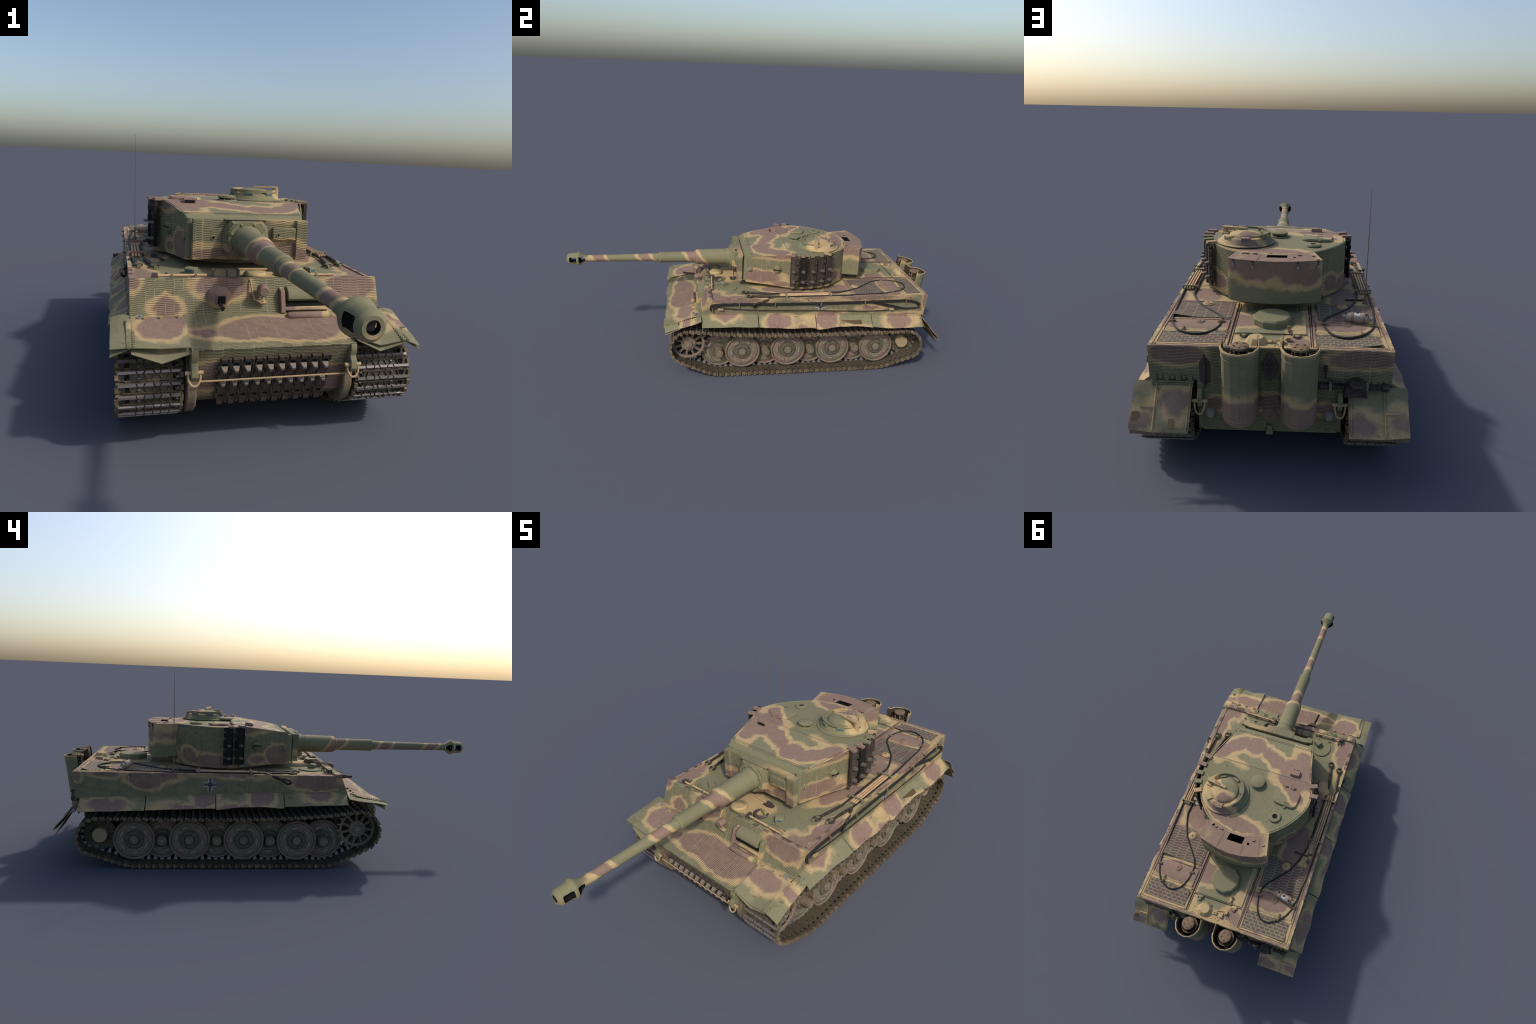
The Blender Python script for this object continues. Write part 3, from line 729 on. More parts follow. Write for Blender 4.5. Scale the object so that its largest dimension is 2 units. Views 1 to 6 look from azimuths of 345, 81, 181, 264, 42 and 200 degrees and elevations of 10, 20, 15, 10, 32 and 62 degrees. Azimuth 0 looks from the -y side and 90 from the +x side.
p.lathe([(-.12, .05), (-.01, .040), (.001, .040), (.004, .037), (.006, .030), (.006, .022), (.010, .020), (.013, .019), (.013, 0)], (0, 0, 0), (1, 0, 0), 14)
p.m = 2
for i in range(7):
    g = 2*pi*i/7; p.dome((.0055, .030*cos(g), .030*sin(g)), (1, 0, 0), .0052, .003, 8, 2)
p.lathe([(.013, .009), (.016, .008), (.016, 0)], (0, 0, 0), (1, 0, 0), 6)
SPM = p.mesh('drive_sprocket', [M_wheel, M_horn, M_bolt, M_tyre])
# idler
p = Part()
for x0 in (-.028, -.10):
    p.m = 1; p.lathe([(x0-.012, .066), (x0-.012, .071), (x0+.002, .071), (x0+.002, .066), (x0-.003, .062), (x0-.003, .03)], (0, 0, 0), (1, 0, 0), 36)
    p.m = 0
    for i in range(8):
        g = 2*pi*i/8; p.box((x0, .050*cos(g), .050*sin(g)), (.008, .036, .005), (math.degrees(g), 0, 0))
p.m = 1; p.lathe([(-.10, .038), (-.024, .041), (-.018, .036)], (0, 0, 0), (1, 0, 0), 16)
p.m = 2; p.lathe([(-.028, .034), (-.002, .0325), (0, .0315), (0, 0)], (0, 0, 0), (1, 0, 0), 16)
IDM = p.mesh('idler_wheel', [M_tyre, M_hubdark, plain('sandy_hub_cap', (.33, .24, .145), .12, 60, .8)])
for sx in (1, -1):
    zr = 0 if sx > 0 else pi
    inst('drive_sprocket', SPM, tank, (sx*.360, -.361, .1715), (.1, 0, zr))
    inst('idler_wheel', IDM, tank, (sx*.363, .793, .1315), (.2, 0, zr))

# ---- tracks: closed mid-line through sprocket, top run, idler and ground
def track_path():
    pts = []
    S, rs = Vector((-.361, .1720)), .0890
    I, ri = Vector((.793, .1335)), .0865
    for a in range(250, 84, -12): pts.append(S+Vector((cos(rad(a)), sin(rad(a))))*rs)     # round the nose, bottom to top
    pts.reverse(); pts = pts[::-1]
    pts += [Vector(q) for q in ((-.30, .2555), (-.22, .2445), (-.12, .235), (.0, .2275), (.12, .2235), (.26, .2205), (.42, .2195), (.58, .2195), (.72, .2205))]
    for a in range(88, -56, -12): pts.append(I+Vector((cos(rad(a)), sin(rad(a))))*ri)
    pts += [Vector(q) for q in ((.765, .0440), (.705, .0235), (.655, .0120), (.60, .0102), (.4, .0102), (.2, .0102), (0, .0102), (-.15, .0102), (-.205, .0112), (-.25, .0222), (-.32, .0515))]
    return pts
TP = smooth_path([(0, q.x, q.y) for q in track_path()], 8, True)
seg = [(TP[(i+1) % len(TP)]-TP[i]).length for i in range(len(TP))]
per = sum(seg); NL = 96; pitch = per/NL
def at(s):
    s %= per
    for i, L in enumerate(seg):
        if s <= L: return TP[i].lerp(TP[(i+1) % len(TP)], s/L)
        s -= L
    return TP[0]
def link_mesh(mats, name):
    """x across the track, y along it, +z is the ground side"""
    p = Part(); q = pitch/2
    for a, b in ((-.079, -.071), (-.060, .052), (.063, .079)):      # plate with two tooth slots
        p.box(((a+b)/2, 0, -.0005), (b-a, pitch*.70, .005))
    for e in (-1, 1):
        for x in (-.0655, .0575): p.box((x, e*q*.62, -.0005), (.0115, q*.34, .005))
    for i in range(9):                                               # interlocking hinge knuckles
        x = -.073+.0182*i; e = 1 if i % 2 else -1
        p.cyl((x-.008, e*q*.90, -.0005), (x+.008, e*q*.90, -.0005), .0046, seg=8)
    p.m = 1                                                          # grouser: chevron-notched bar
    xs = [-.081, -.052, -.030, -.010, .012, .034, .080]
    for i, (a, b) in enumerate(zip(xs, xs[1:])):
        k = .0035 if i % 2 else -.0035
        p.add([(a+.001, -q*.95, .002), (b-.001, -q*.95, .002), (b-.001+k, -q*.30, .002), (a+.001-k*(i > 0), -q*.30, .002),
               (a+.0018, -q*.86, .0088), (b-.0018, -q*.86, .0088), (b-.0018+k, -q*.40, .0088), (a+.0018-k*(i > 0), -q*.40, .0088)],
              [(3, 2, 1, 0), (4, 5, 6, 7), (0, 1, 5, 4), (1, 2, 6, 5), (2, 3, 7, 6), (3, 0, 4, 7)])
    p.m = 0                                                          # V ribs round the pockets
    for i in range(8):
        x = -.066+.0188*i; d = .0035 if i % 2 else -.0035
        p.add([(x-d-.0012, -q*.3, .002), (x-d+.0012, -q*.3, .002), (x+d+.0012, q*.75, .002), (x+d-.0012, q*.75, .002),
               (x-d-.0009, -q*.3, .0068), (x-d+.0009, -q*.3, .0068), (x+d+.0009, q*.75, .0055), (x+d-.0009, q*.75, .0055)],
              [(3, 2, 1, 0), (4, 5, 6, 7), (0, 1, 5, 4), (1, 2, 6, 5), (2, 3, 7, 6), (3, 0, 4, 7)])
    p.box((-.002, q*.72, .0035), (.136, .003, .004))
    p.m = 2                                                          # end lugs
    for e in (-1, 1):
        p.box((e*.0825, q*.10, .0005), (.0105, pitch*.52, .0145), (0, 0, 0), .9)
        p.cyl((e*.076, -q*.86, .0005), (e*.0850, -q*.86, .0005), .0052, seg=8)
    p.m = 3                                                          # guide horns, inner side
    for x in (-.001, -.054):
        p.add([(x-.0065, -.0090, -.003), (x+.0065, -.0090, -.003), (x+.0065, .0090, -.003), (x-.0065, .0090, -.003),
               (x-.0035, -.0042, -.0225), (x+.0030, -.0042, -.0225), (x+.0030, .0042, -.0225), (x-.0035, .0042, -.0225)],
              [(3, 2, 1, 0), (4, 5, 6, 7), (0, 1, 5, 4), (1, 2, 6, 5), (2, 3, 7, 6), (3, 0, 4, 7)])
    for x in (-.0655, .0575):                                       # dark back of each tooth slot
        p.m = 4; p.box((x, 0, .0016), (.013, pitch*.7, .001))
    return p.mesh(name, mats, 35)
LM = link_mesh([M_track, M_bar, M_lug, M_horn, M_dark], 'track_link')
SM = link_mesh([M_spare, M_spare, M_spare, M_horn3, M_dark], 'spare_track_link')
def hung_link(mats):
    """track link as carried on the turret: x up the wall, -z outward, horns outward"""
    p = Part()
    p.box((0, -.006, 0), (.168, .029, .008)); p.box((0, -.0195, -.002), (.166, .003, .012))
    for a, b in ((-.083, -.058), (-.046, -.020), (-.010, .030), (.040, .060), (.068, .083)): p.box(((a+b)/2, .0145, .001), (b-a, .0125, .007))
    for a, b in ((-.075, -.062), (-.006, .024), (.042, .056)): p.box(((a+b)/2, .0145, -.003), (b-a, .008, .004))
    p.box((.040, -.006, -.0045), (.060, .020, .002)); p.box((-.028, -.005, -.0045), (.030, .020, .002))
    p.m = 1
    for x in (.003, -.054):
        p.add([(x-.0055, -.0135, -.004), (x+.0055, -.0135, -.004), (x+.0055, .0065, -.004), (x-.0055, .0065, -.004),
               (x-.0040, -.0085, -.0215), (x+.0030, -.0085, -.0215), (x+.0030, .0045, -.0215), (x-.0040, .0045, -.0215)],
              [(3, 2, 1, 0), (4, 5, 6, 7), (0, 1, 5, 4), (1, 2, 6, 5), (2, 3, 7, 6), (3, 0, 4, 7)])
    return p.mesh('spare_track_link', mats, 35)
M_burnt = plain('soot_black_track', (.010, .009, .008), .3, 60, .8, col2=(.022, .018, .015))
HL, HB = hung_link([M_spare, M_horn2]), hung_link([M_burnt, M_horn2])
for sx in (1, -1):
    p = Part()
    for i in range(NL):
        c = at((i+.5)*pitch)
        p.cyl((sx*.244, c.y, c.z), (sx*.412, c.y, c.z), .0024, seg=6)
    tr = p.done('track', M_hubdark, tank)
    for i in range(NL):
        a, b = at(i*pitch-pitch/2), at(i*pitch+pitch/2)
        c = at(i*pitch); d = (b-a).normalized()
        # outward normal in the y-z plane: path runs nose -> top -> rear -> ground
        n = Vector((0, -d.z, d.y))
        X = Vector((1, 0, 0)) if sx > 0 else Vector((-1, 0, 0))
        Y = d if sx > 0 else -d
        M = Matrix((X, Y, n)).transposed()
        if M.determinant() < 0: Y = -Y; M = Matrix((X, Y, n)).transposed()
        o = inst('track_link', LM, tr, (sx*.329, c.y, c.z), M.to_euler())

# ---- spare track row on the nose
p = Part(); p.cyl((-.205, -.4680, .2000), (.212, -.4680, .2000), .0026, seg=8)
rack = p.done('spare_track_bar', M_sandp, tank)
nrm = Vector((0, -.937, -.35)).normalized(); upv = Vector((1, 0, 0)).cross(nrm)
for i in range(10):
    X = Vector((0, .35, -.937)).normalized()                  # link width runs up the nose
    Z = -nrm; Y = Z.cross(X)
    M = Matrix((X, Y, Z)).transposed()
    inst('spare_track_link', SM, rack, (-.139+.0312*i, -.4465, .1880), M.to_euler()).scale = (.9, 1.04, .85)

# ------------------------------------------------------------------ turret
OUT = [(.203, -.035), (.223, .032), (.244, .100), (.2645, .167), (.2745, .215), (.2755, .262), (.268, .310), (.251, .357), (.225, .405), (.187, .452), (.140, .489), (.070, .513), (.002, .5195),
       (-.050, .512), (-.098, .496), (-.154, .461), (-.208, .408), (-.250, .346), (-.272, .284), (-.2725, .235), (-.2625, .195), (-.2470, .160), (-.231, .100), (-.214, .032), (-.198, -.035)]
OC = [Vector(q) for q in OUT[:4]] + smooth_path([(*q, 0) for q in OUT[3:22]], 4)[1:-1] + [Vector(q) for q in OUT[21:]]
OC = [Vector((q[0], q[1])) for q in OC]
def ztp(y): return interp(y, [(-.035, .5865), (.165, .6125), (.30, .6085), (.52, .6065)])
def zbt(y): return interp(y, [(-.035, .440), (.13, .432), (.19, .424), (.52, .424)])
yfront = [(.43, -.053), (.46, -.060), (.50, -.0645), (.53, -.0635), (.56, -.055), (.589, -.037)]
def wall_pt(q, t):
    z = lerp(zbt(q.y), ztp(q.y)-.0005, t)
    y = q.y
    x = q.x
    if y < .02:
        k = min(1, (.02-y)/.055); dy = (interp(z, yfront)+.035)*k; y += dy; x += (1 if x > 0 else -1)*dy*.3
    return (x, y, z)
p = Part(); NT = 10; n = len(OC)
vs = [wall_pt(q, t/NT) for t in range(NT+1) for q in OC]
fs = [(t*n+i, t*n+(i+1) % n, (t+1)*n+(i+1) % n, (t+1)*n+i) for t in range(NT) for i in range(n)]
fs += [tuple(range(n-1, -1, -1)), tuple(range(NT*n, NT*n+n))]
p.add(vs, fs)
turret = p.done('turret', M_wall, tank, 30)
p = Part(); p.lathe([(0, .215), (.02, .212), (.03, .205)], (.0, .225, .411), (0, 0, 1), 48)
p.done('turret_ring', M_brownp, turret)
# smooth front panel behind the mantlet
p = Part(); p.prism([(-.030, .5875), (-.040, .5855), (-.066, .560), (-.068, .45), (-.04, .445)], 'x', -.192, .197)
p.done('turret_front', M_green, turret, bev=.001)
p = Part()
for x in (-.183, .186): p.cyl((x, -.056, .452), (x, -.050, .577), .013, seg=14)
p.done('trunnion_cover', M_green, turret)
# roof, slightly inset, with a weld groove left round its edge
cen = Vector((0, .22)); ins = []
for i, q in enumerate(OC):
    a, b = OC[i-1] if i else OC[0], OC[(i+1) % n] if i < n-1 else OC[-1]
    nn = Vector((-(b-a).y, (b-a).x)).normalized()
    if nn.dot(cen-q) < 0: nn = -nn
    ins.append(q + nn*.0085)
rib = []
for y in [(-.0345), -.028]: pass
p = Part()
L = [q for q in ins]
rows = 24; vs = []
ys = [-.033+(.5115+.033)*k/rows for k in range(rows+1)] + [.1655]
ys.sort()
def xr(y, s):
    """roof half-breadth on side s at station y"""
    best = 0
    for a, b in zip(L, L[1:]):
        if (a.y-y)*(b.y-y) <= 0 and abs(a.y-b.y) > 1e-9:
            x = lerp(a.x, b.x, (y-a.y)/(b.y-a.y))
            if x*s > best: best = x*s
    if y < L[0].y: best = abs(L[0 if s > 0 else -1].x)
    return best*s
nx = 14
for y in ys:
    xa, xb = xr(y, -1), xr(y, 1)
    if xb-xa < .01: xa, xb = -.03, .03
    for k in range(nx+1): vs.append((lerp(xa, xb, k/nx), y, ztp(y)+.0012))
W = nx+1; m = len(ys); o = m*W
vs += [(x, y, z-.004) for x, y, z in vs]
fs = []
for i in range(m-1):
    for k in range(nx):
        a = i*W+k; fs += [(a, a+1, a+W+1, a+W), (o+a+W, o+a+W+1, o+a+1, o+a)]
for i in range(m-1):
    for a in (i*W, i*W+nx): fs.append((a, a+W, o+a+W, o+a))
for k in range(nx):
    for a in (k, (m-1)*W+k): fs.append((a, a+1, o+a+1, o+a))
p.add(vs, fs)
p.done('turret_roof', M_roof, turret, 3)
p = Part(); p.tube([(q.x*.993, q.y-.002, ztp(q.y)-.0005) for q in OC], .0024, 6)
p.done('roof_edge_weld', M_roof, turret)
p = Part()
p.box((.008, .1665, ztp(.1665)+.0012), (.492, .0022, .0012)); 
for y in (-.018, -.026): p.box((.003, y, ztp(y)+.0014), (.392, .0020, .0014), (7, 0, 0))
p.done('roof_weld_seam', plain('dark_seam', (.12, .10, .07), .2), turret)
p = Part()                                                  # eye bolts and screw heads
for x, y in ((.175, .195), (-.165, .205), (.02, .50)): p.lathe([(0, .006), (.0025, .0055), (.0025, .0022), (.001, .0022), (.001, 0)], (x, y, ztp(y)+.001), (0, 0, 1), 12)
for c in ((.015, .155), (-.045, .17), (.02, .18), (-.04, .20)):
    for d in (-.006, .006): p.dome((c[0]+d*.3, c[1]+d, ztp(c[1])+.001), (0, 0, 1), .0016, .001, 6, 2)
for i in range(8):
    g = 2*pi*i/8; p.dome((-.140+.044*cos(g), .383+.044*sin(g), .6128), (0, 0, 1), .0018, .001, 6, 2)
p.done('roof_bolt', M_roof, turret, kind='stuff')
# ---- mantlet
p = Part()
p.prism([(-.179, -.073), (-.179, -.1000), (-.150, -.1000), (-.146, -.0905), (-.085, -.0915), (.068, -.0915), (.078, -.0915), (.160, -.0900), (.165, -.1010), (.202, -.1005), (.202, -.074), (.160, -.066), (-.140, -.066)], 'z', .4495, .5785)
mant = p.done('mantlet', M_mant, turret, bev=.0012)
p = Part()
def ringp(k, y):
    c = Vector((-.012, .512))
    q = [(-.086, .513), (-.080, .549), (-.062, .5795), (.046, .5795), (.064, .556), (.071, .513), (.062, .472), (.040, .4515), (-.056, .4515), (-.078, .475)]
    return [(lerp(c.x, x, k), y, lerp(c.y, z, k)) for x, z in q]
vs = ringp(1, -.084) + ringp(.985, -.1010) + ringp(.83, -.1185); m = 10
p.add(vs, [(j*m+i, j*m+(i+1) % m, (j+1)*m+(i+1) % m, (j+1)*m+i) for j in range(2) for i in range(m)] + [tuple(range(2*m, 3*m)), tuple(range(m-1, -1, -1))])
p.prism([(-.058, .579), (.043, .579), (.066, .5795), (-.078, .5795)], 'y', -.108, -.068)
p.done('mantlet_boss', M_mant, turret, 25)
p = Part(); p.box((.121, -.0945, .534), (.080, .020, .041), (0, 0, 0)); 
p.done('coaxial_gun_boss', M_mant, turret, bev=.004)
p = Part()
p.lathe([(0, .0065), (.003, .0065), (.003, .0038), (.001, .0038)], (.1005, -.1035, .531), (0, -1, 0), 12); p.m = 1; p.lathe([(.0012, .0038), (.0012, 0)], (.1005, -.1035, .531), (0, -1, 0), 12)
p.m = 0; p.lathe([(0, .0068), (.003, .0068), (.003, .0045), (.001, .0045)], (-.112, -.0905, .5195), (0, -1, 0), 12); p.m = 1; p.lathe([(.0012, .0045), (.0012, 0)], (-.112, -.0905, .5195), (0, -1, 0), 12)
p.done('sight_port', [M_green, M_dark], turret)
# ---- gun
GX, GZ = -.008, .5132
p = Part()
p.lathe([(.100, 0), (.100, .0625), (.1235, .0625), (.1248, .0612), (.1248, .050), (.130, .0490), (.134, .0478), (.146, .0445), (.150, .0432), (.297, .0412), (.302, .0408), (.309, .0400), (.324, .0312), (.326, .0296),
         (.500, .0292), (.5045, .0302), (.510, .0298), (.5155, .0258), (.517, .0230), (.531, .0224), (.533, .0218), (.862, .0172), (.862, 0)], (GX, 0, GZ), (0, -1, 0), 36)
gun = p.done('gun_barrel', M_gun, turret, 25)
p = Part()
for i in range(8):
    g = rad(22+45*i); p.dome((GX+.0555*cos(g), -.1243, GZ+.0555*sin(g)), (0, -1, 0), .0055, .0045, 10, 3)
p.done('collar_bolt', M_green, turret, kind='stuff')
p = Part()
for y, r in ((-.1480, .0440), (-.158, .0433), (-.5165, .0246), (-.318, .0352)):
    p.lathe([(-.0005, r-.001), (0, r+.0006), (.0008, r+.0006), (.0013, r-.001)], (GX, y, GZ), (0, -1, 0), 36)
p.done('barrel_ring', M_gun, gun)
p = Part()
p.lathe([(.858, 0), (.858, .0178), (.861, .0185), (.868, .0185), (.870, .0176), (.905, .0172), (.920, .0245), (.934, .0362), (.938, .0376), (.943, .0372), (.952, .0315), (.956, .0305), (.988, .0295), (.993, .0275), (1.000, .0205), (1.000, 0)], (GX, 0, GZ), (0, -1, 0), 32)
brk = p.done('muzzle_brake', [M_gun, M_dark], turret, 25)
c = Part(); c.cyl((GX, -.90, GZ), (GX, -1.02, GZ), .0132, seg=20); 
co = c.done('cut', [M_dark], None); carve(brk, co)
def window(poly):
    c = Part(); c.prism(poly, 'x', -.08, .08); carve(brk, c.done('cut', [M_dark], None))
window([(-.9485, .5275), (-.9485, .4990), (-.982, .4990), (-.9855, .5020), (-.9855, .5245), (-.982, .5275)])
window([(-.9055, .5180), (-.9055, .5070), (-.930, .4960), (-.9335, .4945), (-.9365, .5120), (-.9365, .5290), (-.932, .5295)])

# ---- cupola
CC = Vector((.123, .340, .6125))
p = Part(); p.lathe([(0, .1125), (.003, .1125), (.0045, .109), (.005, .1025), (.012, .0985), (.021, .0925), (.0255, .0890), (.0262, .085), (.0262, .0)], CC, (0, 0, 1), 40)
cup = p.done('cupola', M_cupola, turret, 25)
p = Part(); p.lathe([(.0255, .0655), (.030, .0650), (.034, .0615), (.038, .0535), (.0425, .036), (.0445, .018), (.045, 0)], CC, (0, 0, 1), 36)
p.done('cupola_hatch', M_cupola, turret)
p = Part(); a0, a1 = -30, -254; rail = []
for k in range(29):
    g = rad(lerp(a0, a1, k/28)); rail.append(g)
vs = []
for g in rail:
    for r, z in ((.0840, .0315), (.0905, .0315), (.0905, .0405), (.0840, .0405)): vs.append(CC+Vector((r*cos(g), r*sin(g), z)))
fs = [(i*4+k, i*4+(k+1) % 4, i*4+4+(k+1) % 4, i*4+4+k) for i in range(28) for k in range(4)] + [(0, 1, 2, 3), tuple(28*4+k for k in (3, 2, 1, 0))]
p.add(vs, fs); p.done('cupola_rail', M_cupola, turret)
for i in range(7):                                          # periscope heads
    g = rad(-62+360/7*i); d = Vector((cos(g), sin(g), 0))
    p = Part(); R = Matrix.Rotation(g, 4, 'Z'); o = CC+d*.0815
    def bx(c, s, m):
        p.m = m; x, y, z = s
        q = [o + R @ Vector((c[0]+a*x/2, c[1]+b*y/2, c[2]+e*z/2)) for e in (-1, 1) for a, b in ((-1, -1), (1, -1), (1, 1), (-1, 1))]
        p.add(q, [(3, 2, 1, 0), (4, 5, 6, 7), (0, 1, 5, 4), (1, 2, 6, 5), (2, 3, 7, 6), (3, 0, 4, 7)])
    bx((0, 0, .0235), (.026, .031, .0185), 0); bx((.0125, 0, .0245), (.003, .021, .0075), 1)
    p.done('cupola_periscope', [M_cupola, M_glass], turret, bev=.0008)
p = Part(); P0 = Vector((.2085, .3165, .620))
p.cyl(P0, P0+Vector((0, 0, .036)), .0125, .0115, seg=14); p.cyl(P0+Vector((0, 0, .036)), P0+Vector((0, 0, .0425)), .0105, seg=14)
p.done('hatch_pivot', M_sandp, turret)
p = Part(); e0 = P0+Vector((0, 0, .0405)); e1 = Vector((.119, .335, .6585)); d = (e1-e0).normalized(); s = d.cross(Vector((0, 0, 1))).normalized(); u = s.cross(d)
vs = [e0+d*t*(e1-e0).length+s*w*sg+u*hh for t, w in ((-.10, .008), (0, .0105), (.35, .0095), (1, .005)) for sg, hh in ((-1, 0), (1, 0), (1, .006), (-1, .006))]
p.add(vs, [(i*4+k, i*4+(k+1) % 4, i*4+4+(k+1) % 4, i*4+4+k) for i in range(3) for k in range(4)] + [(0, 1, 2, 3), (15, 14, 13, 12)])
p.m = 1
m0 = e0.lerp(e1, .36)+u*.005; m1 = e0.lerp(e1, .60)+u*.005
p.tube([m0, m0+u*.008, m1+u*.008, m1], .0013, 6)
p.done('hatch_arm', [M_sandp, M_rust], turret, bev=.001)
# ---- other roof fittings
p = Part(); c = (-.005, .240, .6125)
p.lathe([(0, .0385), (.003, .0375), (.004, .030)], c, (0, 0, 1), 24); p.m = 1; p.lathe([(.0035, .027), (.010, .027)], c, (0, 0, 1), 20); p.m = 0
p.lathe([(.0095, .025), (.0095, .0335), (.0165, .0345), (.0185, .030), (.0195, 0)], c, (0, 0, 1), 14)
for i in range(6):
    g = 2*pi*i/6; p.box((c[0]+.028*cos(g), c[1]+.028*sin(g), c[2]+.007), (.004, .004, .008))
p.done('roof_ventilator', [M_green, M_dark], turret)
p = Part()                                                  # loader hatch: rounded slab
ang = rad(-5); hc = Vector((-.160, .272, .6120)); hx, hy, rc = .060, .046, .026
ol = []
for k, (sx_, sy_) in enumerate(((1, 1), (-1, 1), (-1, -1), (1, -1))):
    for j in range(5):
        g = pi/2*k+pi/2*j/4; ol.append(Vector((sx_*(hx-rc)+rc*cos(g), sy_*(hy-rc)+rc*sin(g))))
vs = []
for k, z in ((1, 0), (1, .005), (.95, .0085), (.6, .0100), (.25, .0105)): vs += [hc+Vector((q.x*k*cos(ang)-q.y*k*sin(ang), q.x*k*sin(ang)+q.y*k*cos(ang), z)) for q in ol]
m = len(ol)
p.add(vs, [(j*m+i, j*m+(i+1) % m, (j+1)*m+(i+1) % m, (j+1)*m+i) for j in range(4) for i in range(m)] + [tuple(range(4*m, 5*m))])
p.done('loader_hatch', M_roof, turret)
p = Part(); 
p.tube([(-.158, .303, .621), (-.158, .303, .629), (-.178, .302, .629), (-.178, .302, .621)], .0014, 6)
p.done('hatch_handle', M_rust, turret)
p = Part()
for x in (-.135, -.175):
    p.box((x, .217, .6155), (.022, .008, .006)); p.cyl((x-.012, .2135, .617), (x+.012, .2135, .617), .0035, seg=8); p.box((x, .222, .619), (.008, .012, .006))
p.box((-.165, .323, .6145), (.010, .008, .005))
p.done('hatch_hinge', M_brownp, turret)
p = Part(); p.box((-.161, .138, .6175), (.046, .032, .015), (7, 0, 0), .92); p.m = 1; p.box((-.161, .1205, .6150), (.036, .004, .008), (7, 0, 0))
p.done('loader_periscope', [M_brownp, M_dark], turret, bev=.001)
p = Part(); c = (-.1395, .382, .6115)
p.lathe([(0, .0300), (.004, .0292), (.0065, .027), (.0070, .0125), (.003, .0118)], c, (0, 0, 1), 18); p.m = 1; p.lathe([(.0032, .0119), (.0030, 0)], c, (0, 0, 1), 18)
p.done('launcher_port', [M_green, M_dark], turret)
# ---- side fittings
def wall_frame(y, s):
    """point and outward normal of the wall outline at station y on side s"""
    for a, b in zip(OC, OC[1:]):
        if a.x*s > 0 and b.x*s > 0 and (a.y-y)*(b.y-y) <= 0 and abs(a.y-b.y) > 1e-9 and abs(a.x) > .1:
            t = (y-a.y)/(b.y-a.y); q = a.lerp(b, t); d = (b-a).normalized(); nn = Vector((d.y, -d.x))
            if nn.dot(q-cen) < 0: nn = -nn
            return Vector((q.x, q.y, 0)), Vector((nn.x, nn.y, 0))
for s in (1, -1):
    q, nn = wall_frame(.106, s); c = Vector((q.x, q.y, .5265)); t = nn.cross(Vector((0, 0, 1)))
    p = Part(); p.lathe([(0, .0262), (.002, .0262), (.002, .0232), (.001, .0228)], c, nn, 24); p.dome(c+nn*.001, nn, .0222, .013, 20, 5)
    p.m = 1
    M = Matrix((t, nn, Vector((0, 0, 1)))).transposed()
    vs = [c+nn*.0060+M @ Vector((a*.0175, b*.0082, e*.0026)) for e in (-1, 1) for a, b in ((-1, -1), (1, -1), (1, 1), (-1, 1))]
    p.add(vs, [(3, 2, 1, 0), (4, 5, 6, 7), (0, 1, 5, 4), (1, 2, 6, 5), (2, 3, 7, 6), (3, 0, 4, 7)])
    p.done('pistol_port', [M_wall, M_dark], turret)
    q, nn = wall_frame(-.031, s); c = Vector((q.x, q.y-.002, .5150))
    p = Part(); p.lathe([(-.004, .0135), (.003, .0135), (.006, .010), (.006, .007), (.0095, .006), (.010, 0)], c, nn, 16)
    p.done('trunnion_cap', M_green, turret)
# round escape hatch on the right rear, wrapped on the wall
p = Part(); s0 = []
cumul = [0]
for a, b in zip(OC, OC[1:]): cumul.append(cumul[-1]+(b-a).length)
def along(s):
    for i in range(len(OC)-1):
        if cumul[i] <= s <= cumul[i+1]:
            t = (s-cumul[i])/(cumul[i+1]-cumul[i]); d = (OC[i+1]-OC[i]).normalized(); q = OC[i].lerp(OC[i+1], t); nn = Vector((d.y, -d.x))
            return q, (nn if nn.dot(q-cen) > 0 else -nn)
best = min(range(len(OC)), key=lambda i: (OC[i]-Vector((-.195, .423))).length); sc = cumul[best]
vs = []; rg = ((.081, -.002), (.081, .0035), (.077, .0048), (.05, .005), (.02, .005), (.001, .005)); m = 36
for r, off in rg:
    for k in range(m):
        g = 2*pi*k/m; q, nn = along(sc+r*cos(g)); z = .5130+r*sin(g); q = q+nn*off; vs.append((q.x, q.y, z))
p.add(vs, [(j*m+i, j*m+(i+1) % m, (j+1)*m+(i+1) % m, (j+1)*m+i) for j in range(len(rg)-1) for i in range(m)] + [tuple(range((len(rg)-1)*m, len(rg)*m))])
p.done('escape_hatch', M_wall, turret)
